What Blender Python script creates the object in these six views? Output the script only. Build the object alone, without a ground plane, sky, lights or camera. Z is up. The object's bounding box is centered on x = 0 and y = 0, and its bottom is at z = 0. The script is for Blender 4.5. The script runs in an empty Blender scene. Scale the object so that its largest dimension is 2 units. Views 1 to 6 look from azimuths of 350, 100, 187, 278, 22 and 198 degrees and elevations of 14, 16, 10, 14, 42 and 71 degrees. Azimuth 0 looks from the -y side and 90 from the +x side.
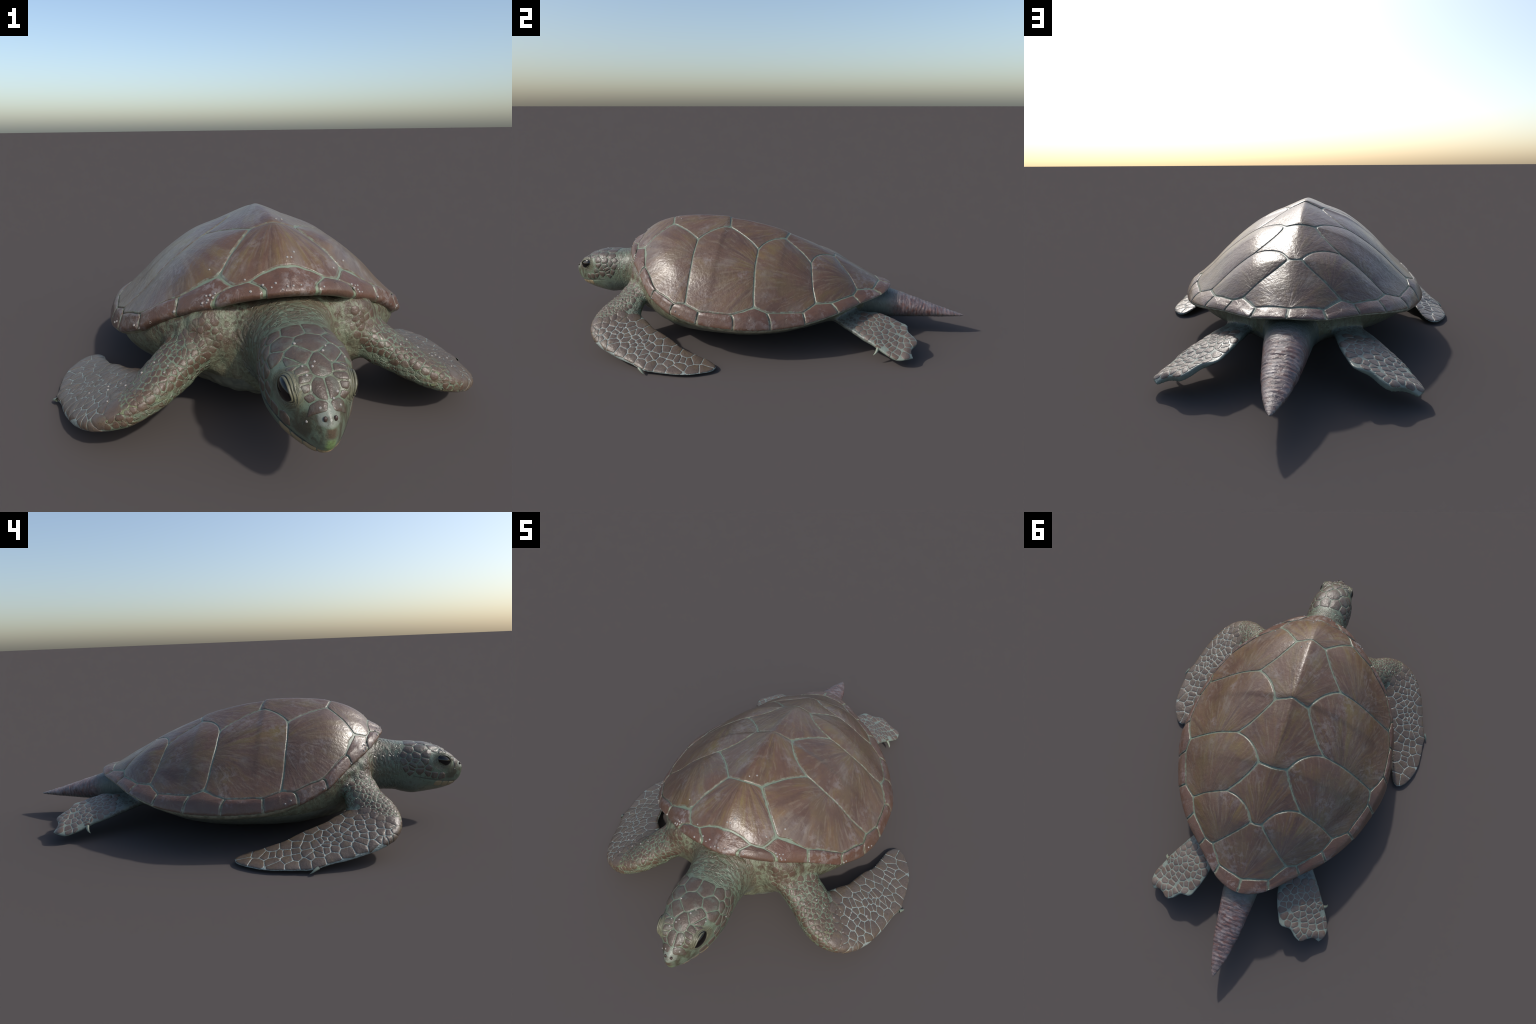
"""A green sea turtle: carapace with scutes, scaled head and flippers, ringed tail."""
import bpy, math, random
import numpy as np
import openvdb as vdb
from mathutils import Vector
from mathutils.bvhtree import BVHTree

rng = np.random.default_rng(11)
random.seed(11)
scene = bpy.context.scene


# ------------------------------------------------------------------ helpers
def srgb(r, g, b):
    f = lambda c: c / 12.92 if c <= 0.04045 else ((c + 0.055) / 1.055) ** 2.4
    return (f(r / 255), f(g / 255), f(b / 255), 1.0)


def catmull(P, n, closed=False):
    """Centripetal-free Catmull-Rom through the control points, n samples."""
    P = np.asarray(P, float)
    m = len(P)
    if closed:
        Q = np.vstack([P[-1], P, P[0], P[1]])
        t = np.linspace(0, m, n, endpoint=False)
    else:
        Q = np.vstack([2 * P[0] - P[1], P, 2 * P[-1] - P[-2]])
        t = np.linspace(0, m - 1, n)
    i = np.minimum(t.astype(int), (m if closed else m - 1) - 1)
    u = (t - i)[:, None]
    a, b, c, d = Q[i], Q[i + 1], Q[i + 2], Q[i + 3]
    return 0.5 * (2 * b + (c - a) * u + (2 * a - 5 * b + 4 * c - d) * u ** 2 + (3 * b - a - 3 * c + d) * u ** 3)


def pchip(x, y):
    """Monotone cubic interpolant (Fritsch-Carlson)."""
    x, y = np.asarray(x, float), np.asarray(y, float)
    h, d = np.diff(x), np.diff(y) / np.diff(x)
    m = np.zeros_like(y)
    for i in range(1, len(x) - 1):
        if d[i - 1] * d[i] > 0:
            w1, w2 = 2 * h[i] + h[i - 1], h[i] + 2 * h[i - 1]
            m[i] = (w1 + w2) / (w1 / d[i - 1] + w2 / d[i])
    m[0], m[-1] = d[0], d[-1]

    def f(q):
        q = np.clip(q, x[0], x[-1])
        i = np.clip(np.searchsorted(x, q) - 1, 0, len(x) - 2)
        t = (q - x[i]) / h[i]
        return ((2 * t ** 3 - 3 * t ** 2 + 1) * y[i] + (t ** 3 - 2 * t ** 2 + t) * h[i] * m[i]
                + (-2 * t ** 3 + 3 * t ** 2) * y[i + 1] + (t ** 3 - t ** 2) * h[i] * m[i + 1])
    return f


def smoothstep(a, b, x):
    t = np.clip((x - a) / (b - a), 0, 1)
    return t * t * (3 - 2 * t)


def wobble(P, freq, seed):
    """Cheap smooth pseudo-noise in [-1, 1] from summed sines."""
    r = np.random.default_rng(seed)
    s = np.zeros(len(P))
    for k in range(6):
        d = r.normal(size=3)
        d /= np.linalg.norm(d)
        s += np.sin(P @ d * freq * (0.7 + 0.25 * k) + r.uniform(0, 6.28))
    return s / 3.2


def new_object(name, verts, faces, mat, parent=None, origin=(0, 0, 0), smooth=True):
    me = bpy.data.meshes.new(name)
    v = np.asarray(verts, float) - np.asarray(origin, float)
    me.from_pydata(v.tolist(), [], [list(map(int, f)) for f in faces])
    me.update()
    me.polygons.foreach_set("use_smooth", [smooth] * len(me.polygons))
    me.materials.append(mat)
    ob = bpy.data.objects.new(name, me)
    ob.location = origin
    scene.collection.objects.link(ob)
    if parent is not None:
        ob.parent = parent
        ob.matrix_parent_inverse.identity()
        if parent.location.length > 0:
            ob.location = Vector(origin) - parent.location
    return ob


# ---------------------------------------------------------------- materials
class Nodes:
    """Small wrapper to write node trees as expressions."""

    def __init__(self, name):
        self.mat = bpy.data.materials.new(name)
        self.mat.use_nodes = True
        self.t = self.mat.node_tree
        self.bsdf = self.t.nodes["Principled BSDF"]
        self.co = self.add("ShaderNodeTexCoord").outputs["Object"]

    def add(self, kind):
        return self.t.nodes.new(kind)

    def put(self, sock, v):
        if isinstance(v, bpy.types.NodeSocket):
            self.t.links.new(v, sock)
        elif v is not None:
            sock.default_value = v

    def math(self, op, a, b=None, c=None, clamp=False):
        n = self.add("ShaderNodeMath")
        n.operation, n.use_clamp = op, clamp
        for i, v in enumerate((a, b, c)):
            self.put(n.inputs[i], v)
        return n.outputs[0]

    def scale(self, vec, s, loc=(0, 0, 0)):
        n = self.add("ShaderNodeMapping")
        self.put(n.inputs["Vector"], vec)
        n.inputs["Scale"].default_value = s
        n.inputs["Location"].default_value = loc
        return n.outputs[0]

    def noise(self, vec, scale, detail=4.0, rough=0.55, dist=0.0):
        n = self.add("ShaderNodeTexNoise")
        self.put(n.inputs["Vector"], vec)
        n.inputs["Scale"].default_value = scale
        n.inputs["Detail"].default_value = detail
        n.inputs["Roughness"].default_value = rough
        n.inputs["Distortion"].default_value = dist
        return n.outputs["Fac"]

    def voronoi(self, vec, scale, feature="DISTANCE_TO_EDGE", rand=1.0):
        n = self.add("ShaderNodeTexVoronoi")
        n.feature = feature
        self.put(n.inputs["Vector"], vec)
        n.inputs["Scale"].default_value = scale
        n.inputs["Randomness"].default_value = rand
        return n.outputs["Distance"]

    def voronoi_color(self, vec, scale):
        n = self.add("ShaderNodeTexVoronoi")
        self.put(n.inputs["Vector"], vec)
        n.inputs["Scale"].default_value = scale
        return n.outputs["Color"]

    def step(self, v, a, b):
        n = self.add("ShaderNodeMapRange")
        n.interpolation_type = "SMOOTHSTEP"
        self.put(n.inputs[0], v)
        n.inputs[1].default_value, n.inputs[2].default_value = a, b
        return n.outputs[0]

    def mix(self, f, a, b, mode="MIX"):
        n = self.add("ShaderNodeMix")
        n.data_type, n.blend_type = "RGBA", mode
        self.put(n.inputs[0], f)
        self.put(n.inputs[6], a)
        self.put(n.inputs[7], b)
        return n.outputs[2]

    def xyz(self, vec=None):
        n = self.add("ShaderNodeSeparateXYZ")
        self.put(n.inputs[0], vec if vec is not None else self.co)
        return n.outputs

    def vec(self, x, y, z):
        n = self.add("ShaderNodeCombineXYZ")
        for i, v in enumerate((x, y, z)):
            self.put(n.inputs[i], v)
        return n.outputs[0]

    def warp(self, vec, scale, amount):
        n = self.add("ShaderNodeTexNoise")
        self.put(n.inputs["Vector"], vec)
        n.inputs["Scale"].default_value = scale
        s = self.add("ShaderNodeVectorMath")
        s.operation = "MULTIPLY_ADD"
        self.put(s.inputs[0], n.outputs["Color"])
        s.inputs[1].default_value = (amount,) * 3
        self.put(s.inputs[2], vec)
        return s.outputs[0]

    def random(self):
        return self.add("ShaderNodeObjectInfo").outputs["Random"]

    def bump(self, h, strength=0.3, dist=0.002):
        n = self.add("ShaderNodeBump")
        n.inputs["Strength"].default_value = strength
        n.inputs["Distance"].default_value = dist
        self.put(n.inputs["Height"], h)
        self.put(self.bsdf.inputs["Normal"], n.outputs[0])

    def finish(self, color, rough=0.4, spec=0.5):
        self.put(self.bsdf.inputs["Base Color"], color)
        self.put(self.bsdf.inputs["Roughness"], rough)
        self.bsdf.inputs["Specular IOR Level"].default_value = spec
        return self.mat


def scute_material(name, marginal=False, edge=False):
    """Reddish brown horn, olive and ochre rays fanning out of the growth centre
    (the object's origin), pale grey scuffs, fine grain."""
    m = Nodes(name)
    x, y, z = m.xyz()
    ang = m.math("ARCTAN2", y, x)
    rad = m.math("SQRT", m.math("ADD", m.math("MULTIPLY", x, x), m.math("MULTIPLY", y, y)))
    geo = m.add("ShaderNodeNewGeometry").outputs["Position"]
    rnd = m.random()
    wig = m.noise(geo, 14, 3)
    a2 = m.math("ADD", ang, m.math("MULTIPLY", m.math("SUBTRACT", wig, 0.5), 0.10))
    ray_v = m.vec(m.math("MULTIPLY", m.math("COSINE", a2), 1.0), m.math("SINE", a2), m.math("MULTIPLY", rad, 0.7))
    ray_v = m.scale(ray_v, (1, 1, 1))
    shift = m.vec(m.math("MULTIPLY", rnd, 37.0), m.math("MULTIPLY", rnd, 11.0), 0.0)
    add = m.add("ShaderNodeVectorMath")
    m.put(add.inputs[0], ray_v)
    m.put(add.inputs[1], shift)
    rayv = add.outputs[0]
    rays = m.noise(rayv, 8.5, 5, 0.6)
    rays2 = m.noise(rayv, 3.2, 4, 0.6)
    base = m.mix(m.noise(geo, 60, 4, 0.6), srgb(88, 65, 52), srgb(106, 82, 67))
    base = m.mix(m.step(m.noise(geo, 5, 3), 0.4, 0.65), base, m.mix(m.noise(geo, 60, 4, 0.6), srgb(82, 61, 50), srgb(96, 75, 63)))
    if not marginal:
        olive = m.mix(m.step(m.noise(geo, 5, 2), 0.42, 0.58), srgb(114, 99, 54), srgb(116, 90, 57))
        mid = m.step(m.noise(geo, 6.5, 3), 0.38, 0.6)
        f = m.math("MULTIPLY", m.step(rays, 0.40, 0.70), m.math("ADD", 0.10, m.math("MULTIPLY", mid, 0.68)))
        col = m.mix(f, base, olive)
        f = m.math("MULTIPLY", m.step(rays2, 0.46, 0.72), m.math("ADD", 0.08, m.math("MULTIPLY", m.step(m.noise(geo, 9, 3), 0.45, 0.62), 0.45)))
        col = m.mix(f, col, srgb(116, 110, 102))
        dark = m.math("MULTIPLY", m.step(m.noise(rayv, 5.0, 4), 0.46, 0.70), 0.7)
        col = m.mix(dark, col, srgb(78, 59, 50))
        blotch = m.math("MULTIPLY", m.step(m.noise(m.warp(geo, 9, 0.05), 10, 4, 0.6), 0.48, 0.64), 0.5)
        col = m.mix(blotch, col, m.mix(wig, srgb(100, 84, 50), srgb(100, 84, 66)))
        hair = m.math("MULTIPLY", m.step(m.noise(rayv, 22, 4, 0.6), 0.52, 0.64), 0.35)
        col = m.mix(hair, col, srgb(126, 114, 98))
    else:
        col = m.mix(m.math("MULTIPLY", m.step(m.noise(geo, 9, 3), 0.4, 0.65), 0.7), base, srgb(92, 63, 51))
    # pale scuffs: broken speckle inside large patches
    patch = m.step(m.noise(geo, 8.5, 2), 0.50 if not marginal else 0.44, 0.66)
    speck = m.step(m.noise(m.warp(geo, 20, 0.02), 46, 7, 0.72), 0.47, 0.58)
    scuff = m.math("MULTIPLY", m.math("MULTIPLY", patch, speck), 0.38 if not marginal else 0.62)
    col = m.mix(scuff, col, srgb(136, 128, 124))
    grain = m.noise(geo, 260, 3, 0.7)
    col = m.mix(m.math("MULTIPLY", grain, 0.25), col, srgb(74, 57, 49))
    if edge:
        col = m.mix(m.math("ADD", 0.12, m.math("MULTIPLY", m.step(m.noise(geo, 55, 4, 0.65), 0.42, 0.66), 0.55)), col, srgb(124, 138, 120))
    fine = m.noise(geo, 75, 3, 0.55)
    h = m.math("ADD", m.math("MULTIPLY", rays, 0.45), m.math("ADD", m.math("MULTIPLY", fine, 0.5), m.math("MULTIPLY", m.noise(geo, 180, 3), 0.12)))
    m.bump(h, 0.55, 0.005)
    return m.finish(col, m.math("ADD", 0.25, m.math("MULTIPLY", m.noise(geo, 40, 3), 0.16)), 0.5)


def seam_material():
    m = Nodes("pale_seam_horn")
    n = m.noise(m.co, 70, 4)
    col = m.mix(n, srgb(94, 106, 90), srgb(124, 135, 116))
    m.bump(m.noise(m.co, 120, 4), 0.3, 0.002)
    return m.finish(col, 0.45)


def lip_material():
    m = Nodes("rolled_lip_horn")
    y = m.xyz()[1]
    n = m.noise(m.co, 45, 5, 0.65)
    pale = m.mix(m.step(n, 0.38, 0.62), srgb(108, 106, 88), srgb(146, 142, 122))
    front = m.step(m.math("ADD", y, m.math("MULTIPLY", n, 0.12)), -0.42, -0.30)
    m.bump(m.noise(m.co, 120, 4), 0.3, 0.002)
    return m.finish(m.mix(front, m.mix(n, srgb(100, 112, 92), srgb(130, 142, 118)), pale), 0.45)


def cells(m, co, scale, stretch, keep, width=(0.05, 0.16)):
    """Irregular scale cells: 1 inside a kept cell, 0 in the skin between."""
    v = m.scale(m.warp(co, 24, 0.016), stretch)
    d = m.voronoi(v, scale)
    sep = m.add("ShaderNodeSeparateColor")
    m.put(sep.inputs[0], m.voronoi_color(v, scale))
    return m.math("MULTIPLY", m.step(d, *width), m.step(sep.outputs[0], keep, keep + 0.12)), d


def skin_material(name, kind):
    m = Nodes(name)
    co = m.co
    x, y, z = m.xyz()
    big = m.noise(co, 9, 4)
    fine = m.noise(co, 120, 5, 0.65)
    if kind == "torso":
        base = m.mix(m.noise(co, 34, 5, 0.65), srgb(88, 94, 76), srgb(124, 128, 106))
        streak = m.noise(m.scale(m.warp(co, 14, 0.02), (34, 34, 11)), 1.0, 5, 0.65)
        front = m.math("SUBTRACT", 1.0, m.step(y, -0.42, -0.30))
        top = m.step(z, 0.20, 0.30)
        f = m.math("MULTIPLY", m.step(streak, 0.46, 0.6), m.math("ADD", 0.42, m.math("MULTIPLY", m.math("MULTIPLY", front, top), 0.5)))
        col = m.mix(f, base, srgb(80, 66, 52))
        col = m.mix(m.math("MULTIPLY", m.step(m.noise(co, 85, 5, 0.7), 0.50, 0.60), 0.45), col, srgb(76, 66, 50))
        c, d = cells(m, co, 48, (1, 1, 1), 0.3)
        col = m.mix(m.math("MULTIPLY", m.math("MULTIPLY", c, front), m.math("MULTIPLY", m.step(z, 0.12, 0.24), 0.75)), col, srgb(78, 64, 52))
        m.bump(m.math("ADD", streak, m.math("MULTIPLY", fine, 0.4)), 0.9, 0.008)
        return m.finish(col, 0.32)
    if kind == "plastron":
        base = m.mix(m.noise(co, 20, 4), srgb(108, 112, 96), srgb(140, 140, 122))
        c, d = cells(m, co, 42, (1, 1, 1), 0.0)
        base = m.mix(m.math("MULTIPLY", c, 0.3), srgb(90, 94, 84), base)
        m.bump(m.noise(co, 60, 5), 0.3, 0.003)
        return m.finish(base, 0.45)
    if kind == "tail":
        v = m.warp(co, 16, 0.03)
        ring = m.noise(m.scale(m.warp(v, 40, 0.012), (30, 92, 30)), 1.0, 5, 0.68)
        base = m.mix(m.step(ring, 0.34, 0.62), srgb(76, 64, 64), srgb(116, 101, 100))
        base = m.mix(m.math("MULTIPLY", m.step(m.noise(m.scale(v, (40, 90, 40)), 1.0, 4), 0.48, 0.62), 0.75), base, srgb(108, 74, 66))
        base = m.mix(m.math("MULTIPLY", m.step(m.noise(v, 34, 4), 0.54, 0.64), 0.6), base, srgb(128, 119, 118))
        low = m.math("SUBTRACT", 1.0, m.step(m.math("ADD", z, m.math("MULTIPLY", m.noise(co, 30), 0.03)), 0.10, 0.13))
        green = m.math("MAXIMUM", m.math("SUBTRACT", 1.0, m.step(m.math("ADD", y, m.math("MULTIPLY", big, 0.10)), 0.66, 0.76)), m.math("MULTIPLY", low, 0.6))
        col = m.mix(green, base, m.mix(m.noise(co, 60, 4), srgb(76, 84, 80), srgb(100, 108, 100)))
        m.bump(ring, 0.8, 0.006)
        return m.finish(col, 0.32)
    if kind == "head":
        base = m.mix(m.noise(co, 55, 5, 0.65), srgb(84, 95, 79), srgb(110, 122, 103))
        # neck: broken dark dabs stretched along the folds, denser above
        v = m.scale(m.warp(co, 18, 0.014), (52, 105, 36))
        dab = m.noise(v, 1.0, 5, 0.65)
        c, d = cells(m, co, 62, (1.0, 1.5, 0.8), 0.25)
        neck = m.step(y, -0.775, -0.715)
        low = m.step(z, 0.15, 0.30)
        f = m.math("MULTIPLY", neck, m.math("MAXIMUM", m.math("MULTIPLY", m.step(dab, 0.45, 0.58), 0.8), m.math("MULTIPLY", c, 0.75)))
        col = m.mix(m.math("MULTIPLY", f, m.math("ADD", 0.3, m.math("MULTIPLY", low, 0.65))), base, srgb(78, 66, 55))
        back = m.step(m.math("ADD", y, m.math("MULTIPLY", big, 0.1)), -0.65, -0.55)
        col = m.mix(m.math("MULTIPLY", back, 0.7), col, m.mix(dab, srgb(78, 66, 54), srgb(106, 94, 76)))
        # cheek and throat behind the jaw: grey green
        grey = m.math("MULTIPLY", m.math("SUBTRACT", 1.0, m.step(z, 0.17, 0.22)), m.step(y, -0.85, -0.79))
        col = m.mix(m.math("MULTIPLY", grey, 0.7), col, m.mix(m.noise(m.scale(co, (60, 30, 60)), 1.0, 5), srgb(84, 92, 84), srgb(116, 124, 112)))
        # beak: dark olive sides, fresh green at the tip
        snout = m.math("SUBTRACT", 1.0, m.step(m.math("ADD", y, m.math("MULTIPLY", m.noise(co, 40), 0.03)), -0.925, -0.895))
        side = m.step(m.noise(m.scale(m.warp(co, 30, 0.01), (40, 40, 22)), 1.0, 4), 0.34, 0.54)
        bz = m.math("MULTIPLY", m.step(z, 0.176, 0.194), m.math("SUBTRACT", 1.0, m.step(z, 0.238, 0.256)))
        cx = m.math("ABSOLUTE", m.math("ADD", x, 0.011))
        f = m.math("MULTIPLY", m.math("MULTIPLY", snout, side), m.math("MULTIPLY", bz, m.math("MULTIPLY", m.step(cx, 0.012, 0.022), 0.9)))
        col = m.mix(f, col, srgb(68, 64, 50))
        front = m.math("SUBTRACT", 1.0, m.step(y, -0.985, -0.965))
        tip = m.math("MULTIPLY", m.math("SUBTRACT", 1.0, m.step(cx, 0.005, 0.014)), front)
        col = m.mix(m.math("MULTIPLY", tip, m.math("SUBTRACT", 1.0, m.step(z, 0.194, 0.208))), col, srgb(110, 134, 84))
        wide = m.math("MULTIPLY", m.math("SUBTRACT", 1.0, m.step(m.math("ADD", cx, m.math("MULTIPLY", m.noise(co, 70, 4), 0.016)), 0.013, 0.024)), front)
        red = m.math("MULTIPLY", wide, m.math("MULTIPLY", m.step(z, 0.200, 0.210), m.math("SUBTRACT", 1.0, m.step(z, 0.224, 0.229))))
        col = m.mix(m.math("MULTIPLY", red, 0.85), col, srgb(82, 64, 52))
        cap = m.math("MULTIPLY", front, m.math("MULTIPLY", m.step(z, 0.226, 0.232), m.math("SUBTRACT", 1.0, m.step(cx, 0.020, 0.026))))
        col = m.mix(m.math("MULTIPLY", cap, 0.8), col, srgb(122, 126, 116))
        # lower jaw: paler, warm
        throat = m.math("MULTIPLY", m.math("SUBTRACT", 1.0, m.step(z, 0.15, 0.172)), m.math("SUBTRACT", 1.0, m.step(y, -0.86, -0.80)))
        col = m.mix(m.math("MULTIPLY", throat, 0.7), col, m.mix(m.noise(co, 40, 4), srgb(106, 108, 92), srgb(138, 132, 110)))
        # folded lids round the eye: concentric tan wrinkles
        ex = m.math("MULTIPLY", m.math("SUBTRACT", m.math("ABSOLUTE", m.math("ADD", x, 0.010)), 0.066), 0.5)
        ey, ez = m.math("MULTIPLY", m.math("ADD", y, 0.909), 0.88), m.math("SUBTRACT", z, 0.268)
        de = m.math("SQRT", m.math("ADD", m.math("MULTIPLY", ex, ex), m.math("ADD", m.math("MULTIPLY", ey, ey), m.math("MULTIPLY", ez, ez))))
        rnd = m.math("SUBTRACT", 1.0, m.step(de, 0.033, 0.046))
        lines = m.math("ADD", 0.5, m.math("MULTIPLY", m.math("SINE", m.math("ADD", m.math("MULTIPLY", de, 1900.0), m.math("MULTIPLY", m.noise(co, 60, 3), 9.0))), 0.5))
        lid = m.mix(m.noise(co, 90, 4), srgb(88, 88, 70), srgb(122, 118, 96))
        lid = m.mix(m.math("MULTIPLY", m.step(lines, 0.6, 0.95), 0.55), lid, srgb(66, 62, 50))
        col = m.mix(m.math("MULTIPLY", rnd, 0.85), col, lid)
        blot = m.math("MULTIPLY", m.step(m.noise(m.warp(co, 40, 0.012), 62, 5, 0.65), 0.52, 0.62), m.math("SUBTRACT", 1.0, neck))
        col = m.mix(m.math("MULTIPLY", blot, 0.5), col, srgb(74, 68, 56))
        fine = m.math("ADD", fine, m.math("MULTIPLY", m.math("MULTIPLY", lines, rnd), 1.2))
        h = m.math("ADD", m.math("MULTIPLY", m.math("MULTIPLY", dab, neck), 0.9), m.math("MULTIPLY", fine, 0.45))
        m.bump(m.math("ADD", h, m.math("MULTIPLY", m.math("MULTIPLY", c, neck), 0.5)), 0.55, 0.005)
        return m.finish(col, 0.30)
    if kind == "flipper":
        base = m.mix(m.noise(co, 60, 4), srgb(124, 134, 128), srgb(152, 161, 155))
        ax = m.math("ABSOLUTE", x)
        arm = m.math("SUBTRACT", 1.0, m.step(m.math("ADD", m.math("ADD", ax, m.math("MULTIPLY", y, 0.45)), m.math("MULTIPLY", big, 0.06)), 0.16, 0.23))
        armc = m.mix(m.noise(co, 45, 5, 0.65), srgb(80, 90, 73), srgb(120, 131, 110))
        col = m.mix(arm, base, armc)
        v = m.scale(m.warp(co, 16, 0.018), (52, 52, 52))
        dab = m.noise(v, 1.0, 5, 0.68)
        c1, d1 = cells(m, co, 66, (1.0, 1.0, 1.25), 0.30)
        c2, d2 = cells(m, co, 105, (1, 1, 1), 0.35)
        where = m.step(m.noise(co, 13, 3), 0.40, 0.56)
        f = m.math("MAXIMUM", m.math("MULTIPLY", c1, where), m.math("MULTIPLY", m.math("MULTIPLY", c2, m.math("SUBTRACT", 1.0, where)), m.step(m.noise(co, 22), 0.46, 0.58)))
        f = m.math("MAXIMUM", m.math("MULTIPLY", f, 0.85), m.math("MULTIPLY", m.step(dab, 0.54, 0.62), 0.7))
        col = m.mix(m.math("MULTIPLY", f, arm), col, m.mix(fine, srgb(70, 56, 46), srgb(94, 78, 64)))
        # brown wash along the leading edge of the forearm, with algae green
        lead = m.math("SUBTRACT", 1.0, m.step(m.math("ADD", y, m.math("MULTIPLY", big, 0.10)), -0.625, -0.565))
        wash = m.math("MULTIPLY", m.math("MULTIPLY", lead, m.step(ax, 0.24, 0.34)), m.step(m.noise(m.scale(co, (14, 30, 60)), 1.0, 4), 0.44, 0.6))
        col = m.mix(m.math("MULTIPLY", wash, 0.85), col, srgb(90, 72, 58))
        alg = m.math("MULTIPLY", lead, m.step(m.noise(m.scale(co, (20, 40, 60)), 1.0, 4), 0.54, 0.66))
        col = m.mix(m.math("MULTIPLY", alg, 0.6), col, srgb(112, 128, 88))
        m.bump(m.math("ADD", m.math("ADD", dab, m.math("MULTIPLY", c1, 0.35)), m.math("MULTIPLY", fine, 0.5)), 0.8, 0.007)
        return m.finish(col, 0.26)
    # hind flipper
    base = m.mix(m.noise(co, 60, 4), srgb(98, 107, 98), srgb(126, 135, 124))
    leg = m.math("SUBTRACT", 1.0, m.step(m.math("ADD", y, m.math("MULTIPLY", big, 0.08)), 0.54, 0.62))
    legc = m.mix(m.noise(co, 60, 4), srgb(84, 92, 88), srgb(108, 116, 108))
    c, d = cells(m, co, 62, (1, 1, 1), 0.2)
    legc = m.mix(m.math("MULTIPLY", c, 0.7), legc, srgb(74, 68, 64))
    col = m.mix(leg, base, legc)
    m.bump(m.noise(co, 90, 5), 0.45, 0.004)
    return m.finish(col, 0.36)


def scale_material(name, a, b, c, skin, rough=0.33, edge=False):
    m = Nodes(name)
    r = m.random()
    col = m.mix(m.noise(m.warp(m.co, 30, 0.02), 75, 5, 0.65), a, b)
    col = m.mix(m.math("MULTIPLY", m.step(m.noise(m.co, 34, 4), 0.48, 0.64), 0.8), col, c)
    col = m.mix(m.math("MULTIPLY", m.step(m.noise(m.warp(m.co, 50, 0.02), 130, 4, 0.7), 0.52, 0.62), 0.3), col, srgb(62, 48, 40))
    col = m.mix(m.math("MULTIPLY", r, 0.3), col, srgb(72, 56, 48))
    if edge:
        col = m.mix(m.math("ADD", 0.10, m.math("MULTIPLY", m.step(m.noise(m.co, 90, 4, 0.65), 0.36, 0.66), 0.5)), col, skin)
    m.bump(m.noise(m.warp(m.co, 40, 0.02), 110, 5, 0.65), 0.6, 0.003)
    return m.finish(col, rough)


def plain_material(name, a, b, scale=80, rough=0.4):
    m = Nodes(name)
    col = m.mix(m.noise(m.co, scale, 4), a, b)
    m.bump(m.noise(m.co, scale * 1.5, 4), 0.25, 0.001)
    return m.finish(col, rough)


MAT = {
    "scute": scute_material("scute_horn"),
    "marginal": scute_material("marginal_scute_horn", True),
    "scute_edge": scute_material("scute_edge_horn", True, True),
    "seam": seam_material(),
    "lip": lip_material(),
    "torso": skin_material("torso_skin", "torso"),
    "plastron": skin_material("plastron_horn", "plastron"),
    "head": skin_material("head_and_neck_skin", "head"),
    "flipper": skin_material("front_flipper_skin", "flipper"),
    "hind": skin_material("hind_flipper_skin", "hind"),
    "tail": skin_material("tail_skin", "tail"),
    "jaw": plain_material("jaw_horn", srgb(146, 124, 92), srgb(122, 114, 90)),
    "claw": plain_material("claw_horn", srgb(102, 111, 98), srgb(122, 130, 114)),
    "eyelid": plain_material("eyelid_skin", srgb(74, 75, 60), srgb(110, 107, 87), 150),
    "eye": plain_material("eye_gloss", srgb(10, 9, 9), srgb(16, 13, 12), 40, 0.06),
    "crease": plain_material("mouth_crease_skin", srgb(40, 40, 34), srgb(58, 56, 46)),
    "nostril": plain_material("nostril_inside", srgb(52, 40, 36), srgb(64, 48, 42)),
    "barnacle": plain_material("barnacle_shell", srgb(122, 118, 113), srgb(150, 146, 141), 200, 0.35),
}

for key, a, b, c, skin, rough in (
        ("head_scale", srgb(73, 63, 54), srgb(95, 84, 74), srgb(95, 97, 86), srgb(98, 115, 97), 0.30),
        ("flipper_scale", srgb(82, 70, 60), srgb(104, 93, 83), srgb(98, 85, 68), srgb(126, 138, 130), 0.26),
        ("arm_scale", srgb(74, 58, 47), srgb(98, 82, 68), srgb(100, 98, 82), srgb(112, 122, 100), 0.28),
        ("hind_scale", srgb(90, 78, 70), srgb(112, 102, 94), srgb(100, 82, 68), srgb(112, 122, 112), 0.38)):
    MAT[key] = scale_material(key + "_horn", a, b, c, skin, rough)
    MAT[key + "_edge"] = scale_material(key + "_edge_horn", a, b, c, skin, rough, True)

root = bpy.data.objects.new("sea_turtle", None)
root["label"] = "green sea turtle with brown scuted shell and scaled flippers"
root["category"] = "sea turtle"
scene.collection.objects.link(root)

# ================================================================= CARAPACE
# rim of the shell (top edge of the rolled lip), nose to tail on the +x side
RIM = np.array([(0, -.659, .402), (.066, -.646, .396), (.135, -.622, .382), (.200, -.584, .357), (.285, -.520, .322),
                (.345, -.472, .287), (.395, -.420, .252), (.456, -.315, .214), (.488, -.190, .190), (.500, -.035, .182),
                (.493, .050, .180), (.469, .134, .178), (.412, .273, .182), (.322, .408, .199), (.229, .500, .212),
                (.125, .597, .222), (.055, .636, .232), (0, .646, .236)])
RIDGE = pchip([-.66, -.64, -.613, -.566, -.514, -.475, -.443, -.41, -.358, -.255, -.16, -.132, -.07, .02, .13, .152, .25,
               .368, .414, .487, .55, .592, .647],
              [.405, .416, .431, .472, .502, .517, .527, .534, .539, .543, .542, .533, .524, .506, .476, .464, .421,
               .368, .342, .303, .268, .248, .237])
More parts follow.
